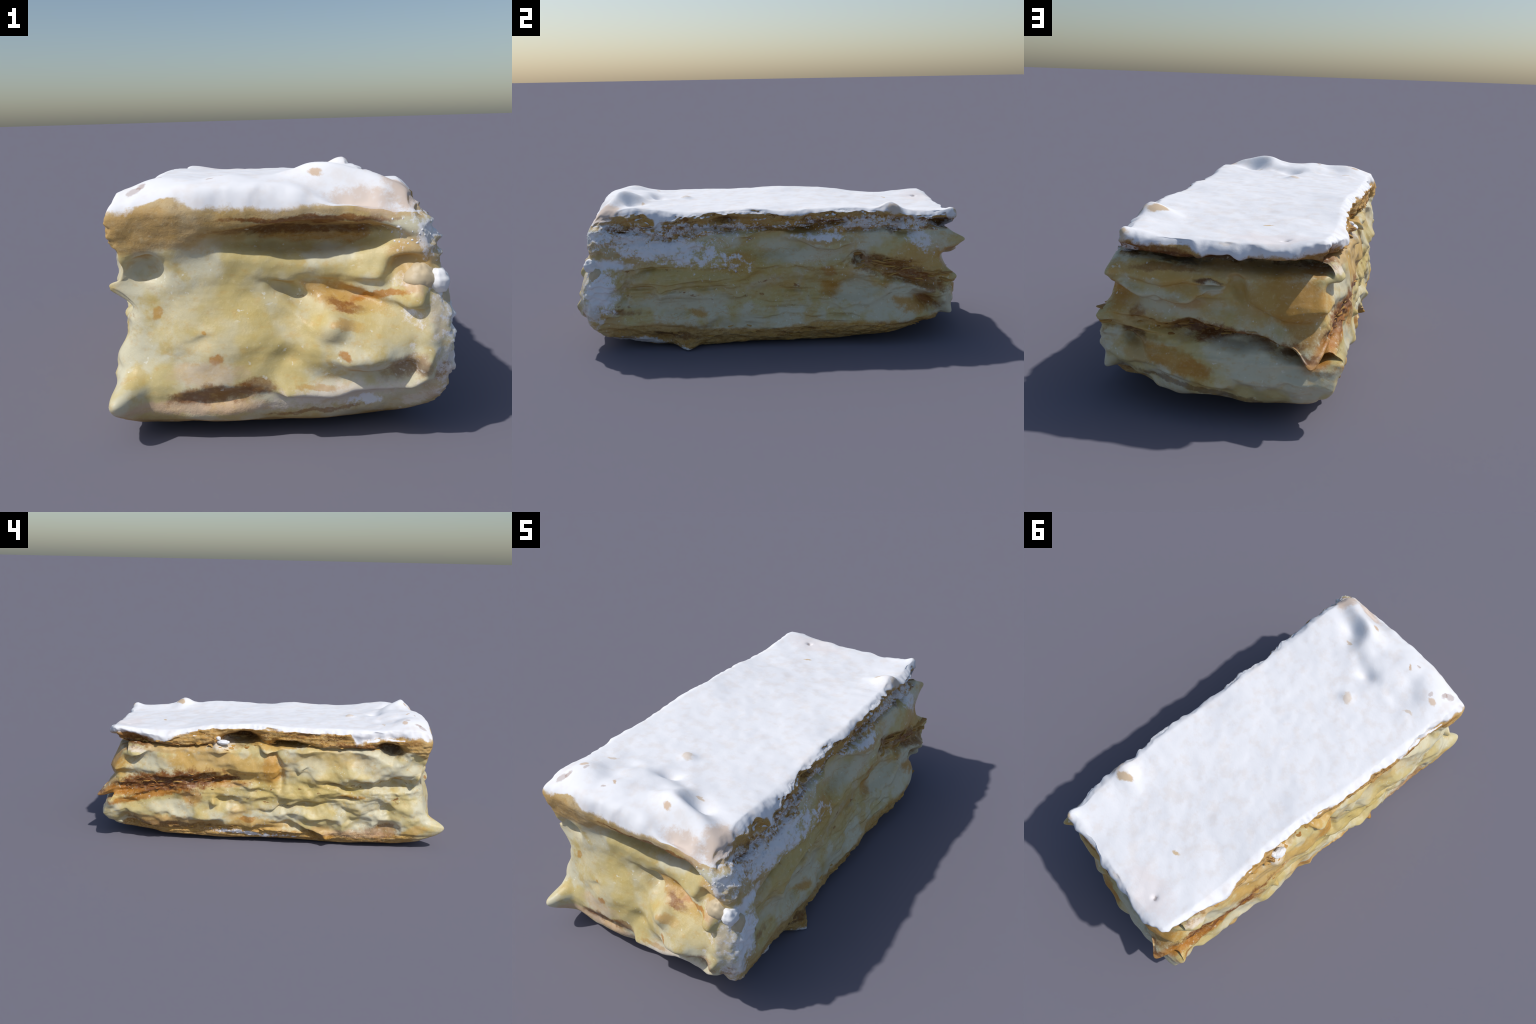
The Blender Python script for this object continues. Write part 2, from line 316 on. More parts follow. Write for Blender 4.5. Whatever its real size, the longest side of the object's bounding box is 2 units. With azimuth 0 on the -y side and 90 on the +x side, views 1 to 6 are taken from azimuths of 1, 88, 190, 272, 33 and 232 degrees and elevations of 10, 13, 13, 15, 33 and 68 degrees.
MIDDLE_BOTTOM = {
    "F": [(-0.44, 0.30), (0.40, 0.34)],
    "L": [(-0.90, 0.26), (-0.50, 0.31), (-0.10, 0.28), (0.40, 0.26), (0.90, 0.29)],
    "R": [(-0.90, 0.29), (-0.20, 0.27), (0.30, 0.29), (0.90, 0.24)],
    "B": [(-0.40, 0.25), (0.40, 0.22)],
}
BASE_PASTRY_TOP = {
    "F": [(-0.44, 0.10), (-0.25, 0.125), (0.0, 0.12), (0.20, 0.10), (0.40, 0.12)],
    "L": [(-0.90, 0.10), (-0.50, 0.11), (-0.10, 0.11), (0.20, 0.085), (0.50, 0.09), (0.90, 0.09)],
    "R": [(-0.90, 0.14), (-0.50, 0.12), (-0.10, 0.095), (0.20, 0.12), (0.50, 0.12), (0.90, 0.13)],
    "B": [(-0.40, 0.11), (0.0, 0.085), (0.40, 0.06)],
}

# ---------------------------------------------------------------- colour spots
def patch(side, s, z, rs, rz, rot, colour, strength, grain):
    return (side, s, z, rs, rz, math.radians(rot), colour, strength, grain)

PATCHES = [
    patch('R', -0.248, 0.352, 0.774, 0.095, 0, 'honey', 0.3, 1.0),
    patch('R', -0.245, 0.441, 0.602, 0.077, 0, 'yellow', 0.6, 0.9),
    patch('L', -0.160, 0.336, 0.810, 0.135, 0, 'yellow', 0.35, 1.0),
    patch('F', -0.020, 0.344, 0.317, 0.158, 0, 'yellow', 0.35, 1.0),
    patch('B', 0.029, 0.354, 0.427, 0.183, 0, 'yellow', 0.3, 1.0),
    patch('F', -0.359, 0.597, 0.116, 0.053, 0, 'tan', 0.85, 0.5),
    patch('F', -0.164, 0.575, 0.095, 0.048, 0, 'tan', 0.5, 0.6),
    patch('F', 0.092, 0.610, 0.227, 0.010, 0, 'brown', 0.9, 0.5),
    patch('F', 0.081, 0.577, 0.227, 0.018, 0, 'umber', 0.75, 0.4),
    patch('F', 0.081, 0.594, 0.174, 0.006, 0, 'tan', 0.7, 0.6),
    patch('F', 0.192, 0.395, 0.116, 0.032, -12, 'amber', 0.7, 0.6),
    patch('F', 0.279, 0.401, 0.095, 0.010, 15, 'orange', 0.85, 0.4),
    patch('F', 0.191, 0.375, 0.053, 0.010, -20, 'brown', 0.8, 0.5),
    patch('F', 0.176, 0.255, 0.021, 0.011, -40, 'orange', 0.8, 0.7),
    patch('F', -0.155, 0.236, 0.016, 0.016, 20, 'orange', 0.75, 0.8),
    patch('F', -0.329, 0.356, 0.016, 0.018, 0, 'amber', 0.75, 0.7),
    patch('F', -0.199, 0.308, 0.010, 0.007, 0, 'amber', 0.8, 0.4),
    patch('F', 0.189, 0.332, 0.048, 0.012, -8, 'amber', 0.6, 0.4),
    patch('F', 0.302, 0.327, 0.100, 0.058, 0, 'yellow', 0.5, 0.4),
    patch('F', -0.391, 0.185, 0.032, 0.021, 0, 'yellow', 0.7, 0.4),
    patch('F', -0.186, 0.196, 0.106, 0.032, 0, 'rosy', 0.5, 0.6),
    patch('F', -0.211, 0.102, 0.190, 0.024, 0, 'rosy', 0.8, 0.5),
    patch('F', -0.166, 0.138, 0.132, 0.024, 5, 'brown', 0.8, 0.8),
    patch('F', -0.047, 0.160, 0.037, 0.018, 0, 'brown', 0.6, 0.6),
    patch('F', 0.179, 0.132, 0.201, 0.048, 4, 'powder', 0.85, 0.5),
    patch('F', 0.109, 0.165, 0.063, 0.008, -8, 'amber', 0.55, 0.7),
    patch('F', 0.255, 0.099, 0.048, 0.016, 0, 'sugar', 0.9, 0.9),
    patch('F', 0.109, 0.075, 0.137, 0.007, 3, 'brown', 0.6, 0.9),
    patch('F', 0.351, 0.216, 0.063, 0.032, 20, 'brown', 0.6, 0.7),
    patch('F', 0.370, 0.495, 0.058, 0.069, 0, 'tan', 0.7, 0.6),
    patch('F', 0.410, 0.565, 0.032, 0.048, 0, 'sugar', 0.7, 0.9),
    patch('F', 0.432, 0.354, 0.032, 0.069, 0, 'powder', 0.5, 0.7),
    patch('F', 0.376, 0.445, 0.026, 0.032, 0, 'rosy', 0.6, 0.3),
    patch('F', 0.448, 0.432, 0.024, 0.032, 0, 'sugar', 1.0, 0.3),
    patch('F', 0.487, 0.302, 0.016, 0.079, 0, 'sugar', 0.8, 0.9),
    patch('F', 0.448, 0.203, 0.037, 0.021, 35, 'brown', 0.7, 0.6),
    patch('F', 0.395, 0.108, 0.063, 0.021, 35, 'powder', 0.7, 0.8),
    patch('L', -0.771, 0.599, 0.117, 0.036, 0, 'brown', 0.8, 0.6),
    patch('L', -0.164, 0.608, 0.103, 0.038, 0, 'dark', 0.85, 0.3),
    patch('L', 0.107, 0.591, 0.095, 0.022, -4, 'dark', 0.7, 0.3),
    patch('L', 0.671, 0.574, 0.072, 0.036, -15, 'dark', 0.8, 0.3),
    patch('L', -0.571, 0.564, 0.252, 0.011, 0, 'brown', 0.85, 0.6),
    patch('L', 0.519, 0.588, 0.135, 0.014, -5, 'brown', 0.75, 0.7),
    patch('L', 0.784, 0.614, 0.054, 0.016, 0, 'brown', 0.4, 0.6),
    patch('L', 0.186, 0.637, 0.063, 0.014, 0, 'brown', 0.6, 0.9),
    patch('L', -0.763, 0.534, 0.056, 0.018, 0, 'powder', 0.9, 0.3),
    patch('L', -0.272, 0.573, 0.068, 0.029, 0, 'powder', 0.8, 0.4),
    patch('L', -0.526, 0.546, 0.225, 0.022, 0, 'tan', 0.7, 0.7),
    patch('L', -0.253, 0.456, 0.342, 0.081, -5, 'honey', 0.8, 0.6),
    patch('L', 0.012, 0.436, 0.054, 0.099, 0, 'amber', 0.9, 0.5),
    patch('L', -0.160, 0.393, 0.144, 0.036, 0, 'honey', 0.7, 0.5),
    patch('L', -0.481, 0.487, 0.081, 0.041, 0, 'honey', 0.8, 0.6),
    patch('L', 0.334, 0.512, 0.234, 0.054, 0, 'honey', 0.35, 0.7),
    patch('L', 0.062, 0.578, 0.153, 0.020, 0, 'honey', 0.8, 0.5),
    patch('L', 0.219, 0.462, 0.099, 0.054, 0, 'pale', 0.6, 0.4),
    patch('L', -0.566, 0.207, 0.126, 0.041, 0, 'pale', 0.7, 0.4),
    patch('L', -0.645, 0.472, 0.072, 0.032, 0, 'pale', 0.6, 0.5),
    patch('L', -0.154, 0.534, 0.032, 0.027, 0, 'pale', 0.6, 0.4),
    patch('L', -0.592, 0.350, 0.333, 0.065, 8, 'brown', 1.0, 0.7),
    patch('L', -0.666, 0.334, 0.234, 0.036, 5, 'umber', 0.6, 1.0),
    patch('L', -0.270, 0.375, 0.090, 0.020, 8, 'umber', 0.9, 0.5),
    patch('L', -0.435, 0.384, 0.135, 0.032, 0, 'umber', 0.5, 1.0),
    patch('L', -0.805, 0.315, 0.099, 0.036, 0, 'umber', 0.5, 1.0),
    patch('L', -0.714, 0.265, 0.225, 0.020, 12, 'orange', 0.85, 0.5),
    patch('L', -0.445, 0.274, 0.063, 0.045, 0, 'orange', 0.6, 0.7),
    patch('L', -0.224, 0.348, 0.108, 0.020, 5, 'orange', 0.6, 0.5),
    patch('L', 0.189, 0.309, 0.387, 0.063, 0, 'yellow', 0.5, 0.6),
    patch('L', 0.463, 0.297, 0.072, 0.011, 0, 'amber', 0.9, 0.5),
    patch('L', -0.510, 0.110, 0.306, 0.038, -4, 'tan', 0.95, 0.8),
    patch('L', -0.585, 0.098, 0.234, 0.022, -4, 'umber', 0.5, 1.1),
    patch('L', -0.063, 0.116, 0.189, 0.038, 0, 'honey', 0.85, 0.7),
    patch('L', -0.120, 0.144, 0.045, 0.014, 0, 'orange', 0.7, 0.5),
    patch('L', 0.639, 0.102, 0.099, 0.036, 0, 'brown', 0.7, 0.8),
    patch('L', 0.821, 0.109, 0.081, 0.027, 20, 'honey', 0.8, 0.6),
    patch('L', 0.327, 0.076, 0.099, 0.036, -20, 'tan', 0.8, 0.6),
    patch('L', 0.337, 0.057, 0.032, 0.022, 0, 'amber', 0.9, 0.4),
    patch('L', -0.118, 0.057, 0.198, 0.013, -3, 'sugar', 0.9, 1.0),
    patch('L', 0.493, 0.077, 0.180, 0.022, 0, 'rosy', 0.5, 0.6),
    patch('R', -0.793, 0.496, 0.172, 0.077, -10, 'tan', 0.6, 0.6),
    patch('R', -0.583, 0.521, 0.370, 0.073, -12, 'sugar', 0.95, 0.9),
    patch('R', -0.862, 0.316, 0.077, 0.112, 10, 'sugar', 1.0, 0.6),
    patch('R', -0.911, 0.220, 0.052, 0.077, 20, 'sugar', 0.6, 0.9),
    patch('R', -0.856, 0.154, 0.112, 0.052, -30, 'tan', 0.7, 0.7),
    patch('R', -0.895, 0.441, 0.034, 0.034, 0, 'sugar', 1.0, 0.3),
    patch('R', -0.573, 0.625, 0.022, 0.052, 10, 'sugar', 1.0, 0.3),
    patch('R', -0.326, 0.592, 0.344, 0.030, 0, 'sugar', 0.8, 1.0),
    patch('R', 0.229, 0.544, 0.138, 0.017, 0, 'sugar', 0.9, 0.9),
    patch('R', 0.494, 0.603, 0.361, 0.039, 0, 'sugar', 0.8, 1.1),
    patch('R', 0.703, 0.540, 0.112, 0.043, -30, 'sugar', 0.8, 0.9),
    patch('R', -0.736, 0.041, 0.241, 0.021, -5, 'sugar', 0.8, 0.8),
    patch('R', -0.460, 0.004, 0.033, 0.014, 0, 'sugar', 1.0, 0.3),
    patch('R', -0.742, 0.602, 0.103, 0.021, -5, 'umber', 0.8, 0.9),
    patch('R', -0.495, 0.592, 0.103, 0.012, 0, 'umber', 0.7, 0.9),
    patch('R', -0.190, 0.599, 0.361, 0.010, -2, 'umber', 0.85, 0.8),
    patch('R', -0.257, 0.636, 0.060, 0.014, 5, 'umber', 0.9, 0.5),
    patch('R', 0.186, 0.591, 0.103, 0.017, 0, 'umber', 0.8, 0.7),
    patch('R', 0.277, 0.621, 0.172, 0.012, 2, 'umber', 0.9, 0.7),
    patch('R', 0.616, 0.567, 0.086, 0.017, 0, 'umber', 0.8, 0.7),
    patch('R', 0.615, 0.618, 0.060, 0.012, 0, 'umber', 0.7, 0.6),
    patch('R', 0.831, 0.594, 0.052, 0.021, 0, 'dark', 0.7, 0.4),
    patch('R', 0.212, 0.525, 0.146, 0.017, -3, 'tan', 0.8, 0.6),
    patch('R', -0.186, 0.430, 0.086, 0.060, 0, 'amber', 0.7, 0.7),
    patch('R', -0.152, 0.376, 0.077, 0.030, 0, 'amber', 0.6, 0.7),
    patch('R', 0.263, 0.369, 0.041, 0.028, 0, 'orange', 0.6, 0.5),
    patch('R', 0.281, 0.283, 0.067, 0.047, 0, 'amber', 0.9, 0.5),
    patch('R', -0.392, 0.190, 0.047, 0.024, 0, 'amber', 0.8, 0.5),
    patch('R', 0.716, 0.398, 0.172, 0.112, 0, 'honey', 0.9, 0.6),
    patch('R', 0.559, 0.384, 0.206, 0.052, -14, 'brown', 0.85, 0.8),
    patch('R', 0.577, 0.357, 0.172, 0.017, -14, 'tan', 0.7, 0.8),
    patch('R', 0.406, 0.430, 0.033, 0.024, 20, 'umber', 0.7, 0.9),
    patch('R', 0.692, 0.327, 0.172, 0.039, -18, 'brown', 0.75, 0.8),
    patch('R', 0.704, 0.208, 0.129, 0.056, -12, 'amber', 0.85, 0.7),
    patch('R', 0.766, 0.198, 0.077, 0.034, -30, 'brown', 0.8, 0.5),
    patch('R', 0.561, 0.303, 0.024, 0.043, 0, 'amber', 0.6, 0.5),
    patch('R', 0.014, 0.513, 0.138, 0.052, 0, 'pale', 1.0, 0.3),
    patch('R', 0.404, 0.271, 0.120, 0.052, 0, 'pale', 0.95, 0.3),
    patch('R', 0.142, 0.457, 0.215, 0.043, 0, 'pale', 0.95, 0.4),
    patch('R', -0.468, 0.242, 0.241, 0.047, 0, 'pale', 0.95, 0.4),
    patch('R', 0.641, 0.265, 0.103, 0.039, -10, 'pale', 0.95, 0.4),
    patch('R', -0.333, 0.373, 0.370, 0.060, 0, 'yellow', 0.6, 0.6),
    patch('R', 0.054, 0.235, 0.103, 0.043, 0, 'yellow', 0.5, 0.6),
    patch('R', -0.561, 0.100, 0.215, 0.039, 0, 'tan', 0.8, 0.8),
    patch('R', -0.501, 0.079, 0.112, 0.015, -8, 'umber', 0.7, 0.8),
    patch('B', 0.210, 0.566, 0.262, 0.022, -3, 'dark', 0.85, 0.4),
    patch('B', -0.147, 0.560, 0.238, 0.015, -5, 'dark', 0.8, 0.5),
    patch('B', -0.202, 0.588, 0.159, 0.018, -5, 'brown', 0.8, 0.7),
    patch('B', -0.161, 0.514, 0.226, 0.027, -5, 'honey', 0.85, 0.6),
    patch('B', -0.068, 0.473, 0.104, 0.037, 0, 'honey', 0.8, 0.6),
    patch('B', 0.150, 0.533, 0.274, 0.021, 0, 'tan', 0.8, 0.5),
    patch('B', -0.360, 0.415, 0.043, 0.073, 0, 'amber', 0.85, 0.6),
    patch('B', -0.302, 0.400, 0.037, 0.049, 0, 'honey', 0.7, 0.7),
    patch('B', -0.011, 0.494, 0.046, 0.010, -4, 'umber', 0.9, 0.4),
    patch('B', 0.273, 0.444, 0.146, 0.079, -10, 'amber', 0.9, 0.5),
    patch('B', 0.150, 0.427, 0.073, 0.073, 0, 'honey', 0.6, 0.7),
    patch('B', 0.332, 0.344, 0.055, 0.067, -50, 'tan', 0.7, 0.6),
    patch('B', 0.032, 0.306, 0.262, 0.032, -4, 'brown', 0.95, 0.8),
    patch('B', -0.031, 0.301, 0.201, 0.013, -4, 'umber', 0.7, 0.9),
    patch('B', -0.270, 0.323, 0.116, 0.055, 0, 'honey', 0.7, 0.7),
    patch('B', -0.279, 0.359, 0.030, 0.024, 0, 'brown', 0.7, 0.7),
    patch('B', -0.273, 0.261, 0.061, 0.021, -20, 'umber', 0.85, 0.5),
    patch('B', -0.248, 0.230, 0.079, 0.037, 10, 'tan', 0.7, 0.7),
    patch('B', -0.109, 0.208, 0.128, 0.038, -15, 'amber', 0.9, 0.5),
    patch('B', -0.049, 0.194, 0.067, 0.024, 0, 'orange', 0.5, 0.6),
    patch('B', 0.392, 0.267, 0.091, 0.034, 40, 'orange', 0.8, 0.5),
    patch('B', 0.314, 0.263, 0.073, 0.015, 0, 'umber', 0.8, 0.5),
    patch('B', 0.098, 0.258, 0.122, 0.037, 0, 'pale', 0.85, 0.3),
    patch('B', 0.200, 0.197, 0.152, 0.055, 0, 'pale', 0.95, 0.3),
    patch('B', -0.005, 0.472, 0.037, 0.024, 0, 'pale', 0.95, 0.4),
    patch('B', -0.165, 0.399, 0.122, 0.049, 0, 'pale', 0.75, 0.5),
    patch('B', -0.324, 0.582, 0.043, 0.015, 0, 'sugar', 0.7, 0.8),
    patch('B', 0.418, 0.583, 0.037, 0.018, 0, 'powder', 0.8, 0.4),
    patch('B', -0.020, 0.111, 0.274, 0.012, -10, 'umber', 0.6, 0.8),
    patch('B', 0.058, 0.560, 0.427, 0.013, -3, 'umber', 0.8, 0.5),
    patch('B', 0.293, 0.388, 0.085, 0.037, -50, 'amber', 0.6, 0.5),
    patch('B', -0.101, 0.404, 0.073, 0.024, -10, 'amber', 0.6, 0.6),
    patch('B', -0.173, 0.529, 0.122, 0.012, 0, 'brown', 0.6, 0.8),
    patch('B', 0.348, 0.533, 0.049, 0.024, 0, 'orange', 0.6, 0.5),
]
# bare or stained spots seen on the icing from above: (x, y, rx, ry, turn, colour, strength)
TOP_SPOTS = [
    (-0.145, 0.632, 0.022, 0.011, 20, "honey", 0.70),
    (0.30, 0.60, 0.040, 0.020, 30, "tan", 0.72),
    (0.37, 0.60, 0.024, 0.040, 0, "tan", 0.52),
    (-0.342, -0.749, 0.024, 0.014, 0, "amber", 0.52),
    (-0.36, -0.815, 0.010, 0.018, 0, "brown", 0.48),
    (-0.31, -0.77, 0.010, 0.010, 0, "brown", 0.36),
    (-0.307, -0.631, 0.022, 0.008, 30, "tan", 0.44),
    (-0.058, -0.459, 0.028, 0.021, -30, "tan", 0.40),
    (0.12, -0.813, 0.024, 0.011, -20, "amber", 0.60),
    (-0.15, -0.79, 0.019, 0.008, -40, "amber", 0.60),
    (-0.17, -0.83, 0.013, 0.006, 10, "brown", 0.40),
    (0.16, -0.676, 0.014, 0.008, 0, "tan", 0.52),
    (-0.38, -0.84, 0.016, 0.024, -30, "brown", 0.40),
    (0.24, -0.885, 0.100, 0.030, -10, "rosy", 0.60),
    (0.36, -0.84, 0.050, 0.070, 10, "rosy", 0.65),
    (0.40, -0.76, 0.016, 0.040, 0, "tan", 0.44),
    (0.33, 0.93, 0.048, 0.024, 0, "honey", 0.65),
    (-0.244, 0.831, 0.010, 0.010, 0, "dark", 0.95),
    (-0.20, 0.83, 0.160, 0.090, 0, "blush", 0.60),
    (-0.04, 0.90, 0.024, 0.010, 0, "tan", 0.24),
]

# linear base colours
PALETTE = {
    "cream": (0.59, 0.49, 0.23), "pale": (0.64, 0.60, 0.43), "yellow": (0.56, 0.42, 0.13),
    "honey": (0.58, 0.36, 0.10), "amber": (0.52, 0.27, 0.05), "orange": (0.45, 0.18, 0.02),
    "tan": (0.53, 0.335, 0.125), "brown": (0.24, 0.09, 0.022), "umber": (0.13, 0.045, 0.013),
    "dark": (0.06, 0.02, 0.007), "sugar": (0.82, 0.83, 0.86), "powder": (0.74, 0.66, 0.56),
    "rosy": (0.62, 0.44, 0.30), "blush": (0.80, 0.74, 0.73), "icing": (0.83, 0.84, 0.87),
}

# =========================================================== the body lattice
NX, NY, NZ = 150, 340, 150
HX, HY, HZ, EDGE = 0.42, 0.90, 0.335, 0.040

def lattice():
    quads, keys = [], []
    def sheet(a, b, make, flip):
        i, j = np.meshgrid(np.arange(a + 1), np.arange(b + 1), indexing="ij")
        base = sum(len(k) for k in keys)
        keys.append(np.stack(make(i.ravel(), j.ravel()), 1))
        g = np.arange((a + 1) * (b + 1)).reshape(a + 1, b + 1) + base
        q = np.stack([g[:-1, :-1], g[1:, :-1], g[1:, 1:], g[:-1, 1:]], -1).reshape(-1, 4)
        quads.append(q[:, ::-1] if flip else q)
    z = lambda i: np.zeros_like(i)
    sheet(NX, NY, lambda i, j: (i, j, z(i) + NZ), False)
    sheet(NX, NY, lambda i, j: (i, j, z(i)), True)
    sheet(NX, NZ, lambda i, j: (i, z(i), j), False)
    sheet(NX, NZ, lambda i, j: (i, z(i) + NY, j), True)
    sheet(NY, NZ, lambda i, j: (z(i), i, j), True)
    sheet(NY, NZ, lambda i, j: (z(i) + NX, i, j), False)
    k = np.concatenate(keys)
    _, first, inv = np.unique(k[:, 0] * 4000000 + k[:, 1] * 2000 + k[:, 2], return_index=True, return_inverse=True)
    return k[first].astype(float), inv[np.concatenate(quads)]

def block(k):
    q = np.stack([(k[:, 0] / NX * 2 - 1) * HX, (k[:, 1] / NY * 2 - 1) * HY, (k[:, 2] / NZ * 2 - 1) * HZ], 1)
    inner = np.clip(q, [-HX + EDGE, -HY + EDGE, -HZ + EDGE], [HX - EDGE, HY - EDGE, HZ - EDGE])
    n = q - inner
    n /= np.maximum(np.linalg.norm(n, axis=1, keepdims=True), 1e-9)
    return inner + EDGE * n, n

def bend(p):
    u, v, w = p[:, 0] / HX, p[:, 1] / HY, (p[:, 2] / HZ + 1) / 2
    yn, xn = p[:, 1], p[:, 0]
    side = sstep(-1, 1, u)
    rim_l, rim_r = sstep(-0.45, -0.95, u), sstep(0.45, 0.95, u)
    zt = line(TOP_MIDDLE, yn) * (1 - rim_l - rim_r) + line(TOP_LEFT, yn) * rim_l + line(TOP_RIGHT, yn) * rim_r
    zb = line(UNDER_LEFT, yn) * (1 - side) + line(UNDER_RIGHT, yn) * side
    z = zb + (zt - zb) * w
    fu, fv = (u + 1) / 2, (v + 1) / 2
    x = along(X_LEFT, yn, z) * (1 - fu) + along(X_RIGHT, yn, z) * fu
    y = along(Y_FRONT, xn, z) * (1 - fv) + along(Y_BACK, xn, z) * fv
    return np.stack([x, y, z], 1)

AXIS = {"F": np.array([0, -1, 0.0]), "B": np.array([0, 1, 0.0]), "L": np.array([-1, 0, 0.0]), "R": np.array([1, 0, 0.0])}

def along_side(side, p):
    return {"F": p[:, 0], "L": -p[:, 1], "R": p[:, 1], "B": -p[:, 0]}[side]

def relief(side, p):
    s, z = along_side(side, p), p[:, 2]
    # edges of dents waver a little
    s = s + 0.016 * fbm(p, (11, 11, 11), 3, 40)
    z = z + (0.024 if side == "L" else 0.012) * fbm(p, (11, 11, 14), 3, 50)
    d = np.zeros(len(p))
    for f in RELIEF:
        if f[1] != side:
            continue
        if f[0] == "dent":
            _, _, cs, cz, rs, up, down, rot, amp, power = f
            a, b = s - cs, z - cz
            a, b = a * math.cos(rot) + b * math.sin(rot), -a * math.sin(rot) + b * math.cos(rot)
            r = np.hypot(a / rs, b / np.where(b > 0, up, down))
            d += amp * np.exp(-0.9 * np.minimum(r, 6) ** power)
        else:
            _, _, width, amp, pts = f
            best = np.full(len(p), 9.0)
            for (s0, z0), (s1, z1) in zip(pts[:-1], pts[1:]):
                es, ez = s1 - s0, z1 - z0
                t = np.clip(((s - s0) * es + (z - z0) * ez) / (es * es + ez * ez), 0, 1)
                best = np.minimum(best, np.hypot(s - s0 - t * es, z - z0 - t * ez))
            d += amp * np.exp(-((best / width) ** 2))
    return np.where(d > 0, d, d * {"F": 1.0, "L": 1.2, "R": 1.25, "B": 1.25}[side])

def edge_at(table, side, s):
    a = np.array(table[side])
    return np.interp(s, a[:, 0], a[:, 1])

k, quads = lattice()
p0, n0 = block(k)
base = bend(p0)
body = base.copy()
layer_scores = np.zeros((len(k), 5))
face_side = np.stack([-n0[:, 1], n0[:, 1], -n0[:, 0], n0[:, 0]], 1)
SIDES = "FBLR"
for c, side in enumerate(SIDES):
    w = sstep(0.15, 0.75, face_side[:, c])
    on = w > 0
    p = base[on]
    s, z = along_side(side, p), p[:, 2]
    d = relief(side, p)
    # pastry is flaky: thin wavering sheets; cream is smooth with soft swells
    wob = 0.012 * fbm(p, (9, 9, 9), 2, 3)
    e = [edge_at(t, side, s) + wob for t in (ICING_EDGE, TOP_PASTRY_EDGE, MIDDLE_TOP, MIDDLE_BOTTOM, BASE_PASTRY_TOP)]
    layer_scores[on] += w[on, None] * np.stack([z - q for q in e], 1)
    flaky = sstep(-0.01, 0.01, z - e[1]) * sstep(0.01, -0.01, z - e[0]) + sstep(0.012, -0.012, z - e[4])
    if side == "B":
        flaky = flaky + sstep(0.02, -0.01, z - e[2]) * sstep(-0.02, 0.01, z - e[3])
    if side == "L":
        flaky = flaky + sstep(0.02, -0.01, z - e[2]) * sstep(-0.02, 0.01, z - e[3]) * (0.35 + 0.65 * sstep(-0.35, -0.5, s))
    if side == "R":
        flaky = flaky + sstep(0.06, -0.01, z - e[2]) * sstep(-0.02, 0.01, z - e[3]) * sstep(0.35, 0.45, s)
        flaky = flaky + 0.5 * sstep(0.42, 0.5, z) * sstep(0.0, -0.2, s) * sstep(0.65, 0.6, z)
    sheets = fbm(p, (12, 12, 36) if side == "R" else (10, 10, 55), 3, 7)
    crumbs = fbm(p, (60, 60, 80), 2, 9)
    flaky = np.clip(flaky, 0, 1)
    if side == "F":
        flaky = 0.10 * flaky
    if side == "R":     # spongy, finely layered flank
        layers = sstep(0.05, 0.12, z) * sstep(0.47, 0.40, z) * sstep(0.45, 0.30, s)
        wav = fbm(p, (5, 5, 42), 3, 71)
        d = d + layers * (0.5 + 0.8 * fbm(p, (4, 4, 6), 1, 79)) * (0.010 * wav - 0.009 * np.clip(0.12 - np.abs(fbm(p, (4, 4, 30), 2, 73)), 0, 1) / 0.12)
        crust = sstep(0.40, 0.48, z) * sstep(-0.15, -0.4, s) + sstep(-0.70, -0.78, s) * sstep(0.1, 0.2, z)
        d = d + np.clip(crust, 0, 1) * sstep(0.66, 0.62, z) * (0.015 * fbm(p, (22, 22, 30), 3, 74) + 0.007 * fbm(p, (50, 50, 55), 1, 76))
        d = d + sstep(0.13, 0.09, z) * (0.006 * fbm(p, (38, 38, 42), 2, 75))
    rough = 1.7 if side == "R" else 1.0
    d = d + flaky * rough * (0.010 * sheets + 0.0035 * crumbs)
    creamy = np.clip(1 - flaky, 0, 1)
    swell = {"F": 0.008, "L": 0.014, "R": 0.010, "B": 0.012}[side]
    if side == "L":
        d = d + creamy * 0.007 * fbm(p, (19, 19, 21), 2, 25) + flaky * 0.006 * fbm(p, (34, 34, 48), 2, 27) * sstep(0.45, 0.4, z) * sstep(0.15, 0.2, z)
    d = d + creamy * (swell * 1.5 * fbm(p, (8.5, 8.5, 9.5), 2, 21) + 0.0012 * fbm(p, (30, 30, 30), 2, 31))
    # folded ridges in the cream of the sunny long side and the back
    if side in "LB":
        fold = np.abs(fbm(p, (6, 6, 8), 1, 61))
        d = d + creamy * 0.030 * (0.30 - fold)
    body[on] += AXIS[side] * (d * w[on])[:, None]
    # soft cream sags: what bulges out also hangs down a little
    lump = creamy * np.clip(d, -0.015, 0.04)
    body[on, 2] -= w[on] * 0.55 * lump * sstep(0.0, 0.08, z)

# wavering rim of the icing and relief of the top
rim = sstep(0.58, 0.66, base[:, 2])
for c, side in enumerate(SIDES):
    w = sstep(0.0, 0.6, face_side[:, c]) * rim
    body += AXIS[side] * (w * ((0.007 if side == "F" else 0.014) * fbm(base, (13, 13, 5), 2, 77) + (0.002 if side == "F" else 0.007) * fbm(base, (34, 34, 12), 2, 78)))[:, None]
up = sstep(0.2, 0.9, n0[:, 2])
tx, ty = base[:, 0], base[:, 1]
rise = 0.006 * fbm(base, (5, 5, 5), 2, 81) + 0.0035 * fbm(base, (12, 12, 12), 2, 83) + 0.0008 * fbm(base, (30, 30, 30), 1, 84)
for cx, cy, rx, ry, turn, h, power in TOP_RELIEF:
    a, b = tx - cx, ty - cy
    t = math.radians(turn)
    a, b = a * math.cos(t) + b * math.sin(t), -a * math.sin(t) + b * math.cos(t)
    rise = rise + h * np.exp(-0.9 * np.minimum(np.hypot(a / rx, b / ry), 6) ** power)
body[:, 2] += up * rise
down = sstep(0.2, 0.9, -n0[:, 2])
body[:, 2] += down * 0.006 * fbm(base, (7, 7, 7), 2, 91)

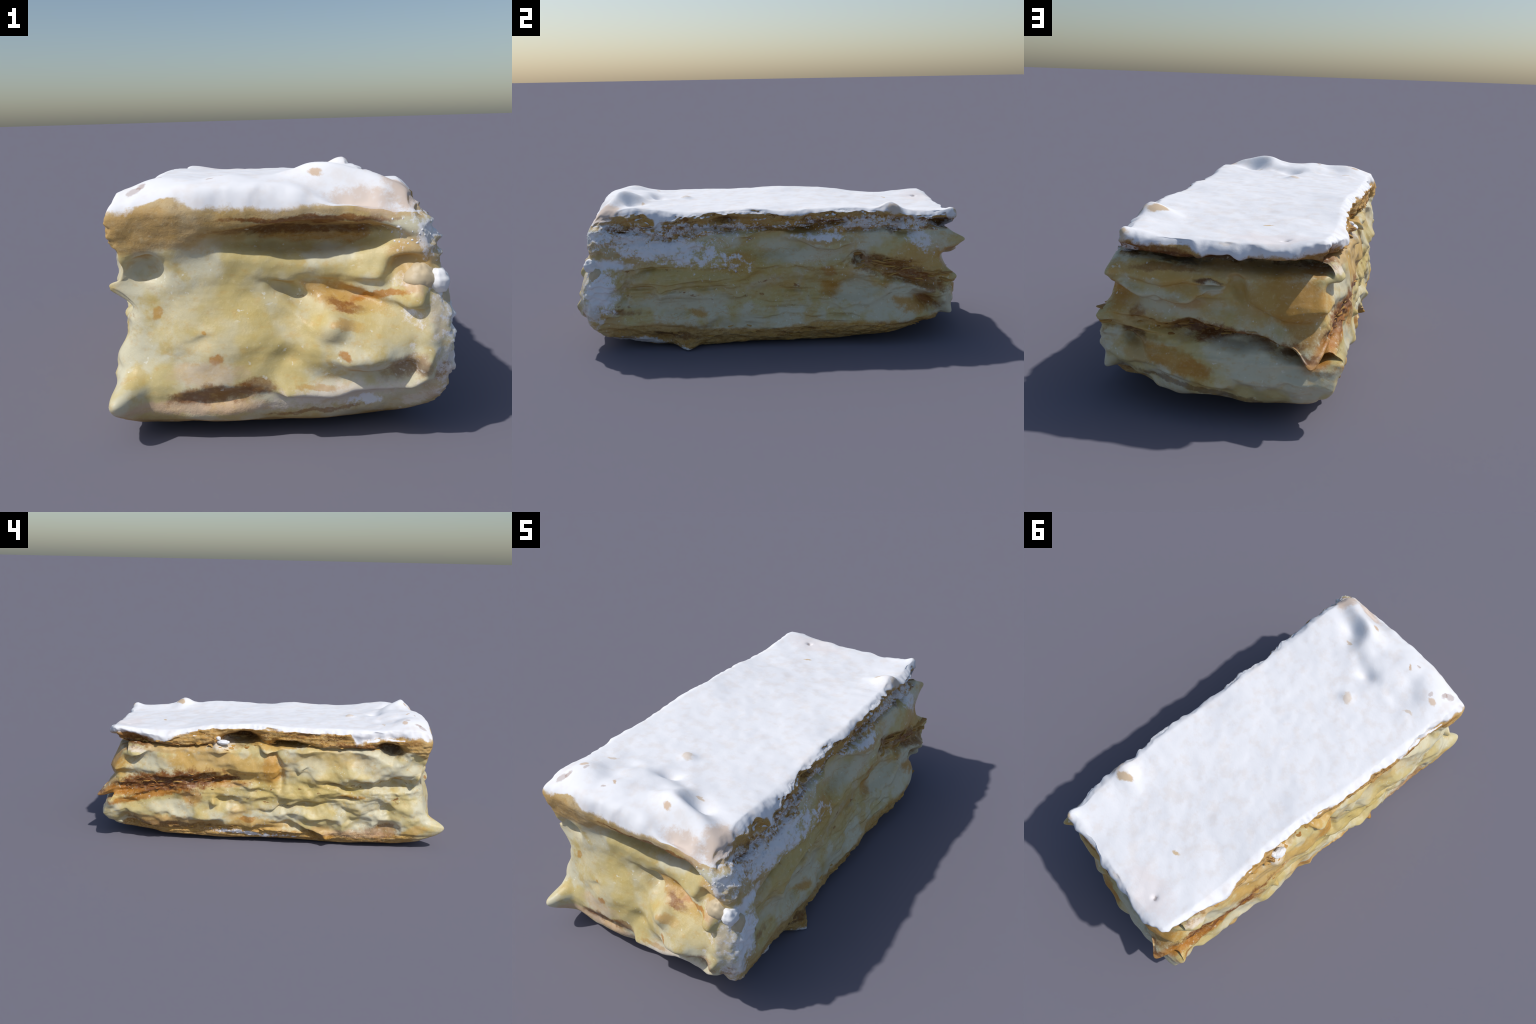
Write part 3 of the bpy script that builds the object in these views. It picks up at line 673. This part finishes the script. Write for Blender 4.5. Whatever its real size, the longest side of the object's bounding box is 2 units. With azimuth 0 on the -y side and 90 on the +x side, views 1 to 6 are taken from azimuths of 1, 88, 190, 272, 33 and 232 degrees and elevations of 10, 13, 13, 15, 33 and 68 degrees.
for anchor, radius, pull in TIPS:
    dist = np.linalg.norm(body - np.array(anchor), axis=1)
    start = body[np.argmin(dist)]
    r = np.linalg.norm(body - start, axis=1) / radius
    f = np.clip(1 - r, 0, 1)
    f = sstep(0, 1, f) ** 1.3                    # blunt tip
    body += np.array(pull) * f[:, None]

# stand it on the ground, centred; what would hang lower is pressed flat
body[:, 2] = np.where(body[:, 2] < 0.012, 0.006 + 0.006 * np.exp((body[:, 2] - 0.012) / 0.006), body[:, 2])
body[:, 2] -= body[:, 2].min()
print("EXTENT", body.min(0), body.max(0))

# ------------------------------------------------------------ vertex normals
def vertex_normals(v, q):
    fn = np.cross(v[q[:, 2]] - v[q[:, 0]], v[q[:, 3]] - v[q[:, 1]])
    out = np.zeros_like(v)
    for c in range(4):
        for a in range(3):
            out[:, a] += np.bincount(q[:, c], fn[:, a], len(v))
    return out / np.maximum(np.linalg.norm(out, axis=1, keepdims=True), 1e-12)

normals = vertex_normals(body, quads)

# ------------------------------------------------------------------- layers
level = np.zeros(len(k), int)           # 0 icing ... 5 base pastry
top_cap, under = n0[:, 2] > 0.8, n0[:, 2] < -0.8
for i in range(5):
    level += (layer_scores[:, i] < 0).astype(int)
level[top_cap] = 0
level[under] = 5
face_level = np.sort(level[quads], 1)[:, 1]
LAYERS = ["icing", "top_pastry", "upper_cream", "middle_pastry", "lower_cream", "base_pastry"]

# ================================================================= materials
class Nodes:
    def __init__(self, tree):
        self.t = tree

    def new(self, kind, **props):
        n = self.t.nodes.new(kind)
        for a, b in props.items():
            setattr(n, a, b)
        return n

    def put(self, node, index, value):
        s = node.inputs[index]
        if hasattr(value, "is_linked"):
            self.t.links.new(value, s)
        else:
            s.default_value = value

    def math(self, op, a, b=0.0, c=0.0, clamp=False):
        n = self.new("ShaderNodeMath", operation=op, use_clamp=clamp)
        for i, v in enumerate((a, b, c)):
            self.put(n, i, v)
        return n.outputs[0]

    def ramp(self, v, lo, hi):
        n = self.new("ShaderNodeMapRange", interpolation_type="SMOOTHSTEP")
        if lo > hi:
            r = self.ramp(v, hi, lo)
            return self.math("SUBTRACT", 1.0, r)
        for i, x in enumerate((v, lo, hi, 0.0, 1.0)):
            self.put(n, i, x)
        return n.outputs[0]

    def noise(self, vec, scale, detail=2.0, rough=0.5, vector=False, kind="ShaderNodeTexNoise"):
        n = self.new(kind)
        self.put(n, "Vector", vec)
        self.put(n, "Scale", scale)
        self.put(n, "Detail", detail)
        self.put(n, "Roughness", rough)
        return n.outputs["Color" if vector else "Fac"]

    def mapped(self, vec, loc=(0, 0, 0), rot=(0, 0, 0), scale=(1, 1, 1), kind="TEXTURE"):
        n = self.new("ShaderNodeMapping", vector_type=kind)
        self.put(n, 0, vec)
        n.inputs["Location"].default_value = loc
        n.inputs["Rotation"].default_value = rot
        n.inputs["Scale"].default_value = scale
        return n.outputs[0]

    def vec(self, op, a, b=(0, 0, 0)):
        n = self.new("ShaderNodeVectorMath", operation=op)
        self.put(n, 0, a)
        if op == "SCALE":
            self.put(n, "Scale", b)
        elif op != "LENGTH":
            self.put(n, 1, b)
        return n.outputs["Value" if op == "LENGTH" else "Vector"]

    def mix(self, fac, a, b, blend="MIX"):
        n = self.new("ShaderNodeMix", data_type="RGBA", blend_type=blend)
        self.put(n, 0, fac)
        for i, v in ((6, a), (7, b)):
            self.put(n, i, (*v, 1.0) if isinstance(v, tuple) and len(v) == 3 else v)
        return n.outputs[2]

    def curve(self, v, lo, hi, pts):
        """z of a layer edge as a smooth function of the place along the side"""
        n = self.new("ShaderNodeFloatCurve")
        c = n.mapping.curves[0]
        pts = [((a - lo) / (hi - lo), b) for a, b in pts]
        pts = [(min(max(a, 0), 1), b) for a, b in pts]
        while len(c.points) < len(pts):
            c.points.new(0.5, 0.5)
        for q, (a, b) in zip(c.points, pts):
            q.location = (a, b)
        n.mapping.update()
        self.put(n, "Value", self.math("MULTIPLY_ADD", v, 1 / (hi - lo), -lo / (hi - lo)))
        return n.outputs[0]

def cake_colours(name, low, high):
    """Node group: colour, grain height and roughness of the cake between two heights."""
    g = bpy.data.node_groups.new(name + "_colours", "ShaderNodeTree")
    for name, kind in (("Color", "NodeSocketColor"), ("Height", "NodeSocketFloat"), ("Roughness", "NodeSocketFloat")):
        g.interface.new_socket(name, in_out="OUTPUT", socket_type=kind)
    N = Nodes(g)
    place = N.new("ShaderNodeTexCoord").outputs["Object"]
    up = N.new("ShaderNodeSeparateXYZ")
    N.put(up, 0, N.new("ShaderNodeNewGeometry").outputs["Normal"])
    soft = N.noise(place, 9, 2, vector=True)
    fine = N.noise(place, 38, 4, 0.65, vector=True)
    warp = N.vec("ADD", N.vec("SCALE", N.vec("SUBTRACT", soft, (0.5, 0.5, 0.5)), 0.045),
                 N.vec("SCALE", N.vec("SUBTRACT", fine, (0.5, 0.5, 0.5)), 0.026))
    P = N.vec("ADD", place, warp)
    xyz = N.new("ShaderNodeSeparateXYZ")
    N.put(xyz, 0, P)
    x, y, z = xyz.outputs
    raw = N.new("ShaderNodeSeparateXYZ")
    N.put(raw, 0, place)
    grain = N.math("SUBTRACT", N.noise(place, 70, 4, 0.7), 0.5)
    speckle = N.math("SUBTRACT", N.noise(place, 26, 5, 0.72), 0.5)
    streak = N.math("SUBTRACT", N.noise(N.mapped(place, scale=(1, 1, 6), kind="POINT"), 14, 5, 0.7), 0.5)

    right = N.ramp(x, -0.1, 0.1)
    front = N.ramp(y, -0.80, -0.88)
    back = N.ramp(y, 0.83, 0.89)
    def edge(table):
        neg = lambda t: [(-a, b) for a, b in reversed(t)]
        e = {"L": N.curve(y, -1, 1, neg(table["L"])), "R": N.curve(y, -1, 1, table["R"]),
             "F": N.curve(x, -0.5, 0.5, table["F"]), "B": N.curve(x, -0.5, 0.5, neg(table["B"]))}
        lerp = lambda f, a, b: N.math("MULTIPLY_ADD", N.math("SUBTRACT", b, a), f, a)
        return lerp(back, lerp(front, lerp(right, e["L"], e["R"]), e["F"]), e["B"])

    # cream: pale custard with yellower and whiter drifts
    drift = N.noise(place, 5.5, 3, 0.55)
    col = N.mix(N.ramp(drift, 0.42, 0.55), PALETTE["cream"], PALETTE["pale"])
    toast = N.math("MULTIPLY", N.ramp(N.noise(N.mapped(place, loc=(3, 1, 2), scale=(1, 1, 1.7), kind="POINT"), 4.5, 5, 0.65), 0.52, 0.66), N.math("MULTIPLY_ADD", N.math("MAXIMUM", front, N.ramp(y, 0.1, -0.2)), -0.5, 0.7))
    col = N.mix(toast, col, PALETTE["honey"])
    col = N.mix(N.math("MULTIPLY", N.ramp(N.noise(place, 13, 4, 0.6), 0.52, 0.72), 0.55), col, PALETTE["yellow"])
    # pastry: tan crumb with darker sheets
    crumb = N.mix(N.ramp(streak, -0.16, 0.14), PALETTE["amber"], PALETTE["tan"])
    crumb = N.mix(N.math("MULTIPLY", N.ramp(streak, -0.07, -0.2), 0.55), crumb, PALETTE["brown"])
    zt = N.math("SUBTRACT", z, edge(TOP_PASTRY_EDGE))
    zb = N.math("SUBTRACT", z, edge(BASE_PASTRY_TOP))
    crumb = N.mix(N.math("MULTIPLY", front, 0.8), crumb, PALETTE["tan"])
    top_band = N.math("MULTIPLY", N.ramp(zt, -0.006, 0.012), 0.92)
    base_band = N.math("MULTIPLY", N.ramp(zb, 0.008, -0.012), 0.92)
    base_band = N.math("MULTIPLY", base_band, N.math("SUBTRACT", 1.0, N.math("MULTIPLY", front, 0.75)))
    base_band = N.math("MULTIPLY", base_band, N.math("SUBTRACT", 1.0, N.math("MULTIPLY", back, 0.7)))
    top_band = N.math("MULTIPLY", top_band, N.math("SUBTRACT", 1.0, N.math("MULTIPLY", front, 0.3)))
    pastry = N.math("MAXIMUM", top_band, base_band)
    col = N.mix(pastry, col, crumb)
    # underside: pale, smeared
    col = N.mix(N.ramp(up.outputs[2], -0.75, -0.92), col, PALETTE["tan"])

    # icing, ending in a ragged line; crumbs of it also lie on ledges
    edge_h = N.math("SUBTRACT", z, edge(ICING_EDGE))
    flat = N.math("MULTIPLY", N.ramp(up.outputs[2], 0.45, 0.75), N.ramp(raw.outputs[2], 0.60, 0.625))
    edge_h = N.math("MULTIPLY_ADD", flat, 0.06, edge_h)
    edge_h = N.math("MULTIPLY_ADD", speckle, 0.05, edge_h)
    icing = N.ramp(edge_h, -0.008, 0.012)
    white = N.mix(N.ramp(N.noise(place, 16, 4, 0.6), 0.45, 0.7), PALETTE["icing"], (0.80, 0.78, 0.78))

    def spot(after, loc, rot, scale, strength, k, crisp):
        # the faint dependence on the colour so far only fixes the order of evaluation
        here = N.new("ShaderNodeVectorMath", operation="MULTIPLY_ADD")
        N.put(here, 0, after)
        here.inputs[1].default_value = (1e-6, 1e-6, 1e-6)
        N.put(here, 2, P)
        m = N.mapped(here.outputs[0], loc, rot, scale)
        r = N.vec("LENGTH", m)
        v = N.math("MULTIPLY_ADD", speckle, (4.2 if crisp else 2.2) * k, N.math("SUBTRACT", 1.0, r))
        if crisp:
            v = N.math("MULTIPLY_ADD", grain, 1.2 * k, v)
        return N.math("MULTIPLY", N.ramp(v, *((-0.20, 0.42) if crisp else (-0.30, 0.28))), strength)

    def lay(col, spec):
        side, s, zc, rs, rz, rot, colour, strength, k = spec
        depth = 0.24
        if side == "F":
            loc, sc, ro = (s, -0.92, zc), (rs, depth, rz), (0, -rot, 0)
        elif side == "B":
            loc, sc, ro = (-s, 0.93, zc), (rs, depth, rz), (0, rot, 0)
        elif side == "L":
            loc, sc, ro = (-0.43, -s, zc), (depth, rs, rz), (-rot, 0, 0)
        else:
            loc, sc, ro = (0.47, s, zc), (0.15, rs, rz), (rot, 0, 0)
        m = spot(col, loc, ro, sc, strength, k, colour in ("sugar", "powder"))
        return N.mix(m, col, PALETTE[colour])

    near = [q for q in PATCHES if q[2] + 1.6 * max(q[4], q[3] * abs(math.sin(q[5]))) + 0.03 > low and q[2] - 1.6 * max(q[4], q[3] * abs(math.sin(q[5]))) - 0.03 < high]
    stains = [q for q in near if q[6] != "sugar"]
    sugars = [q for q in near if q[6] == "sugar"]
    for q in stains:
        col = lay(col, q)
    # grain of colour inside pastry and stains
    col = N.mix(N.math("MULTIPLY", N.ramp(grain, 0.02, 0.22), 0.22), col, (0.85, 0.70, 0.40))
    col = N.mix(N.math("MULTIPLY", N.ramp(grain, -0.04, -0.22), N.math("MULTIPLY_ADD", pastry, 0.35, 0.03)), col, PALETTE["brown"])
    mottle = N.noise(N.mapped(place, loc=(2, 9, 4), scale=(1, 1, 1.6), kind="POINT"), 32, 3, 0.6)
    col = N.mix(N.math("MULTIPLY", N.ramp(mottle, 0.52, 0.72), 0.35), col, PALETTE["honey"])
    col = N.mix(N.math("MULTIPLY", N.ramp(mottle, 0.46, 0.30), 0.12), col, PALETTE["pale"])
    # small torn pits in the soaked middle layers
    pits = N.ramp(N.noise(N.mapped(P, loc=(1, 6, 3), scale=(1, 1, 3.2), kind="POINT"), 15, 4, 0.6), 0.64, 0.70)
    zone = N.math("MULTIPLY", N.ramp(raw.outputs[2], 0.17, 0.24), N.ramp(raw.outputs[2], 0.46, 0.38))
    zone = N.math("MULTIPLY", zone, N.math("MULTIPLY_ADD", N.math("MAXIMUM", front, back), -0.8, 0.8))
    col = N.mix(N.math("MULTIPLY", pits, zone), col, PALETTE["brown"])
    # glints on the cream painted as white specks, in drifts
    dots = N.math("MULTIPLY", N.ramp(N.noise(place, 62, 2, 0.5), 0.645, 0.70), N.ramp(N.noise(place, 8, 3), 0.50, 0.60))
    dots = N.math("MULTIPLY", dots, N.math("SUBTRACT", 1.0, pastry))
    col = N.mix(N.math("MULTIPLY", dots, 0.6), col, (0.80, 0.78, 0.66))
    # thin wavering lines, dark on the pastry, faint on the right flank
    sheet = N.noise(N.mapped(P, scale=(1, 1, 4.2), kind="POINT"), 8.0, 4, 0.6)
    seam = N.math("MULTIPLY", N.ramp(N.math("ABSOLUTE", N.math("SUBTRACT", sheet, 0.5)), 0.022, 0.006), N.ramp(N.noise(N.mapped(place, loc=(7, 3, 2), scale=(1, 1, 2), kind="POINT"), 7, 2), 0.46, 0.60))
    holes = N.ramp(N.noise(N.mapped(P, loc=(5, 2, 1), scale=(1, 1, 2.5), kind="POINT"), 10, 4, 0.65), 0.58, 0.66)
    seam = N.math("MAXIMUM", seam, N.math("MULTIPLY", holes, 0.8))
    seam = N.math("MULTIPLY", seam, N.math("SUBTRACT", 1.0, N.math("MULTIPLY", N.ramp(y, -0.70, -0.78), 0.85)))
    flank = N.math("MULTIPLY", N.ramp(raw.outputs[0], 0.30, 0.36), N.math("MULTIPLY", N.ramp(raw.outputs[2], 0.10, 0.16), 0.35))
    col = N.mix(N.math("MULTIPLY", seam, N.math("MULTIPLY", flank, N.ramp(y, 0.45, 0.2))), col, PALETTE["amber"])
    col = N.mix(N.math("MULTIPLY", seam, N.math("MULTIPLY", top_band, 0.8)), col, PALETTE["umber"])
    col = N.mix(N.math("MULTIPLY", seam, N.math("MULTIPLY", base_band, 0.6)), col, PALETTE["brown"])
    for q in sugars:
        col = lay(col, q)
    col = N.mix(N.math("MULTIPLY", seam, N.math("MULTIPLY", top_band, 0.5)), col, PALETTE["brown"])
    col = N.mix(icing, col, white)
    for cx, cy, rx, ry, turn, colour, strength in (TOP_SPOTS if high > 0.62 else []):
        m = spot(col, (cx, cy, 0.69), (0, 0, math.radians(turn)), (rx, ry, 0.09), strength, 0.6, False)
        col = N.mix(m, col, PALETTE[colour])

    rough_pastry = N.math("MULTIPLY", N.math("MAXIMUM", pastry, icing), 0.35)
    out = N.new("NodeGroupOutput")
    N.put(out, 0, col)
    relief = N.math("MULTIPLY", pastry, N.math("SUBTRACT", 1.0, N.math("MULTIPLY", front, 0.85)))
    N.put(out, 1, N.math("ADD", N.math("MULTIPLY", grain, N.math("MULTIPLY_ADD", relief, 1.2, 0.25)), N.math("MULTIPLY", streak, relief)))
    N.put(out, 2, N.math("ADD", rough_pastry, 0.42))
    return g

def cake_material(name, low, high, grain, specular):
    m = bpy.data.materials.new(name)
    m.use_nodes = True
    N = Nodes(m.node_tree)
    bsdf = m.node_tree.nodes["Principled BSDF"]
    g = N.new("ShaderNodeGroup")
    g.node_tree = cake_colours(name, low, high)
    N.put(bsdf, "Base Color", g.outputs[0])
    N.put(bsdf, "Roughness", g.outputs[2])
    bsdf.inputs["Specular IOR Level"].default_value = specular
    b = N.new("ShaderNodeBump")
    N.put(b, "Height", g.outputs[1])
    b.inputs["Strength"].default_value = grain
    b.inputs["Distance"].default_value = 0.01
    N.put(bsdf, "Normal", b.outputs[0])
    return m

LAYER_MATERIAL = {
    "icing": cake_material("sugar_icing", 0.52, 0.90, 0.08, 0.25),
    "top_pastry": cake_material("top_puff_pastry", 0.45, 0.73, 0.45, 0.2),
    "upper_cream": cake_material("upper_custard", 0.30, 0.64, 0.35, 0.3),
    "middle_pastry": cake_material("middle_puff_pastry", 0.18, 0.47, 0.5, 0.3),
    "lower_cream": cake_material("lower_custard", 0.03, 0.38, 0.35, 0.3),
    "base_pastry": cake_material("base_puff_pastry", -0.10, 0.18, 0.7, 0.2),
}

# ================================================================== assembly
root = bpy.data.objects.new("cream_cake_slice", None)
bpy.context.scene.collection.objects.link(root)
root["label"] = "oblong slice of layered custard cream cake with white icing"
root["category"] = "cream cake slice"

def add(name, mesh, material=None):
    o = bpy.data.objects.new(name, mesh)
    bpy.context.scene.collection.objects.link(o)
    o.parent = root
    if material and not mesh.materials:
        mesh.materials.append(material)
    return o

def mesh_from(name, v, q, vn=None):
    me = bpy.data.meshes.new(name)
    me.vertices.add(len(v))
    me.vertices.foreach_set("co", np.ascontiguousarray(v, dtype=np.float32).ravel())
    me.loops.add(q.size)
    me.loops.foreach_set("vertex_index", np.ascontiguousarray(q, dtype=np.int32).ravel())
    me.polygons.add(len(q))
    me.polygons.foreach_set("loop_start", np.arange(0, q.size, q.shape[1], dtype=np.int32))
    me.update(calc_edges=True)
    me.validate()
    me.polygons.foreach_set("use_smooth", np.ones(len(me.polygons), bool))
    if vn is not None:
        me.normals_split_custom_set_from_vertices(vn.tolist())
    return me

for i, name in enumerate(LAYERS):
    q = quads[face_level == i]
    if not len(q):
        continue
    used, inv = np.unique(q, return_inverse=True)
    add(name, mesh_from(name, body[used], inv.reshape(-1, 4), normals[used]), LAYER_MATERIAL[name])

# ------------------------------------------------- loose flakes, lump, grains
tree = BVHTree.FromPolygons([Vector(v) for v in body], quads.tolist())

def surface(side, s, z):
    a = AXIS[side]
    o = {"F": (s, -1.6, z), "L": (-1.2, -s, z), "R": (1.2, s, z), "B": (-s, 1.6, z)}[side]
    hit, n, _, _ = tree.ray_cast(Vector(o), Vector(-a))
    return hit, n

def flake_mesh(seed):
    """a torn, slightly dished sheet of pastry, 1 unit long, rounded thin rim"""
    r = np.random.default_rng(seed)
    rings, seg = 5, 26
    ang = np.linspace(0, 2 * np.pi, seg, endpoint=False)
    out = 1 + 0.22 * sum(r.normal() / (h + 0.5) * np.cos(h * ang + r.uniform(0, 6.28)) for h in range(2, 8))
    out = np.clip(out, 0.5, 1.5)
    rad = [0.0, 0.45, 0.8, 0.96, 1.0]
    thick = [0.16, 0.15, 0.13, 0.08, 0.0]
    bendy, dish = r.normal() * 0.25, r.normal() * 0.2
    v, q = [], []
    def ring(f, t):
        for a, o in zip(ang, out):
            x, y = f * o * math.cos(a) * 0.5, f * o * math.sin(a) * 0.32
            v.append((x, y, t + bendy * x * x * 2 + dish * y * y * 3 + 0.03 * math.sin(9 * x + seed) * f))
        return len(v) - seg
    starts = [ring(max(f, 0.02), t * 0.5) for f, t in zip(rad, thick)]
    starts += [ring(max(f, 0.02), -t * 0.5) for f, t in reversed(list(zip(rad, thick))[:-1])]
    for a, b in zip(starts[:-1], starts[1:]):
        for i in range(seg):
            j = (i + 1) % seg
            q.append((a + i, b + i, b + j, a + j))
    return mesh_from("flake", np.array(v), np.array(q))

def flake_material():
    m = bpy.data.materials.new("pastry_flake")
    m.use_nodes = True
    N = Nodes(m.node_tree)
    bsdf = m.node_tree.nodes["Principled BSDF"]
    place = N.new("ShaderNodeTexCoord").outputs["Object"]
    rnd = N.new("ShaderNodeObjectInfo").outputs["Random"]
    c = N.mix(rnd, PALETTE["tan"], PALETTE["honey"])
    c = N.mix(N.ramp(N.noise(place, 4, 4, 0.65), 0.5, 0.75), c, PALETTE["amber"])
    tone = N.new("ShaderNodeAttribute", attribute_type="OBJECT", attribute_name='["bake"]').outputs["Fac"]
    c = N.mix(N.math("MULTIPLY", tone, 0.9), c, PALETTE["brown"])
    dust = N.new("ShaderNodeAttribute", attribute_type="OBJECT", attribute_name='["dust"]').outputs["Fac"]
    d = N.math("MULTIPLY", N.ramp(N.noise(place, 6, 4, 0.7), 0.42, 0.55), dust)
    c = N.mix(d, c, PALETTE["sugar"])
    N.put(bsdf, "Base Color", c)
    bsdf.inputs["Roughness"].default_value = 0.7
    bsdf.inputs["Specular IOR Level"].default_value = 0.2
    return m

FLAKE = flake_material()
FLAKES = [flake_mesh(s) for s in range(8)]
for me in FLAKES:
    me.materials.append(FLAKE)

def scatter(side, s_range, z_of, spread, count, size, bake, dust, tilt=14):
    for _ in range(count):
        s = rng.uniform(*s_range)
        z = z_of(s) + rng.normal() * spread
        hit, n = surface(side, s, z)
        if hit is None:
            continue
        o = add("flake", FLAKES[rng.integers(len(FLAKES))])
        L = rng.uniform(*size)
        yaw = math.atan2(AXIS[side][1], AXIS[side][0]) + math.pi / 2 + rng.normal() * 0.3
        rot = Matrix.Rotation(yaw, 4, "Z") @ Matrix.Rotation(math.radians(rng.normal() * tilt), 4, "X") @ Matrix.Rotation(math.radians(rng.normal() * tilt * 0.5), 4, "Y")
        depth = L * rng.uniform(0.12, 0.24)
        pos = hit - Vector(AXIS[side]) * depth
        o.matrix_local = Matrix.Translation(pos) @ rot @ Matrix.Diagonal((L, L * rng.uniform(0.8, 1.1), L * rng.uniform(0.5, 0.9), 1))
        o["bake"] = float(np.clip(bake + rng.normal() * 0.2, 0, 1))
        o["dust"] = float(dust)

scatter("R", (-0.75, 0.85), lambda s: 0.59 + 0.02 * math.sin(7 * s), 0.018, 44, (0.03, 0.10), 0.25, 0.8)
scatter("R", (0.38, 0.86), lambda s: 0.43 - 0.22 * (s - 0.38), 0.02, 34, (0.04, 0.10), 0.3, 0.0)
scatter("R", (-0.6, 0.75), lambda s: 0.08, 0.02, 24, (0.03, 0.06), 0.15, 0.0)
scatter("L", (-0.85, -0.30), lambda s: 0.355 + 0.10 * (s + 0.6), 0.022, 46, (0.02, 0.06), 0.7, 0.0)
scatter("L", (-0.80, 0.70), lambda s: 0.578 + 0.01 * math.sin(5 * s), 0.010, 26, (0.03, 0.07), 0.2, 0.0)
scatter("L", (-0.75, 0.30), lambda s: 0.075, 0.015, 20, (0.03, 0.07), 0.15, 0.0)
scatter("B", (-0.28, 0.28), lambda s: 0.312 - 0.03 * s, 0.010, 24, (0.025, 0.055), 0.6, 0.0)

# the lump of sugar paste on the front right corner
def lump(name, centre, radii, material, seed):
    seg, rings = 40, 24
    a, b = np.meshgrid(np.linspace(0, 2 * np.pi, seg, endpoint=False), np.linspace(0.02, np.pi - 0.02, rings), indexing="ij")
    d = np.stack([np.cos(a) * np.sin(b), np.sin(a) * np.sin(b), np.cos(b)], -1).reshape(-1, 3)
    v = d * (1 + 0.22 * fbm(d, (1.7, 1.7, 1.7), 3, seed))[:, None] * np.array(radii) + np.array(centre)
    g = np.arange(seg * rings).reshape(seg, rings)
    q = np.stack([g, np.roll(g, -1, 0)], 0)
    f = np.stack([q[0][:, :-1], q[0][:, 1:], q[1][:, 1:], q[1][:, :-1]], -1).reshape(-1, 4)
    return add(name, mesh_from(name, v, f), material)

def plain(name, colour, rough):
    m = bpy.data.materials.new(name)
    m.use_nodes = True
    N = Nodes(m.node_tree)
    bsdf = m.node_tree.nodes["Principled BSDF"]
    place = N.new("ShaderNodeTexCoord").outputs["Object"]
    dim = tuple(c * 0.88 for c in colour)
    N.put(bsdf, "Base Color", N.mix(N.ramp(N.noise(place, 30, 4, 0.6), 0.4, 0.65), colour, dim))
    bsdf.inputs["Roughness"].default_value = rough
    return m

SUGAR = plain("sugar", (0.84, 0.85, 0.87), 0.6)
lump("sugar_lump", (0.440, -0.905, 0.438), (0.032, 0.034, 0.036), SUGAR, 5)
PASTE = plain("icing_paste", (0.60, 0.49, 0.32), 0.5)
lump("icing_lump", (0.392, -0.905, 0.444), (0.042, 0.036, 0.042), PASTE, 8)
lump("icing_lump", (0.445, -0.88, 0.375), (0.034, 0.04, 0.055), PASTE, 9)
lump("sugar_lump", (-0.418, 0.295, 0.610), (0.015, 0.014, 0.012), SUGAR, 6)
lump("sugar_lump", (-0.425, 0.265, 0.590), (0.022, 0.035, 0.014), SUGAR, 7)

# grains and crumbs of sugar clinging to the front right corner and the right side
def grains(name, zones, material):
    ico_v = np.array([(1, 0, 0), (-1, 0, 0), (0, 1, 0), (0, -1, 0), (0, 0, 1), (0, 0, -1)], float)
    ico_f = np.array([(0, 2, 4), (2, 1, 4), (1, 3, 4), (3, 0, 4), (2, 0, 5), (1, 2, 5), (3, 1, 5), (0, 3, 5)])
    for _ in range(2):      # round the octahedron
        vs, fs, mid = list(map(tuple, ico_v)), [], {}
        def m(i, j):
            key = (min(i, j), max(i, j))
            if key not in mid:
                w = np.array(vs[i]) + np.array(vs[j])
                vs.append(tuple(w / np.linalg.norm(w)))
                mid[key] = len(vs) - 1
            return mid[key]
        for a, b, c in ico_f:
            ab, bc, ca = m(a, b), m(b, c), m(c, a)
            fs += [(a, ab, ca), (ab, b, bc), (ca, bc, c), (ab, bc, ca)]
        ico_v, ico_f = np.array(vs), np.array(fs)
    V, F, n = [], [], 0
    for side, s0, s1, z0, z1, count, r0, r1 in zones:
        for _ in range(count):
            hit, _n = surface(side, rng.uniform(s0, s1), rng.uniform(z0, z1))
            if hit is None:
                continue
            r = rng.uniform(r0, r1)
            sh = ico_v * (1 + 0.3 * fbm(ico_v + rng.uniform(0, 50), (1.5, 1.5, 1.5), 1, 3))[:, None]
            V.append(sh * r * rng.uniform(0.7, 1.2, 3) + np.array(hit) - AXIS[side] * r * 0.5)
            F.append(ico_f + n)
            n += len(ico_v)
    o = add(name, mesh_from(name, np.concatenate(V), np.concatenate(F)), material)
    o["kind"] = "stuff"

grains("sugar_grain", [("R", -0.88, -0.45, 0.50, 0.60, 90, 0.002, 0.006), ("R", -0.45, 0.85, 0.57, 0.62, 110, 0.002, 0.005),
                       ("F", 0.30, 0.43, 0.54, 0.61, 25, 0.002, 0.004), ("R", -0.5, -0.1, 0.52, 0.57, 40, 0.002, 0.005)], SUGAR)
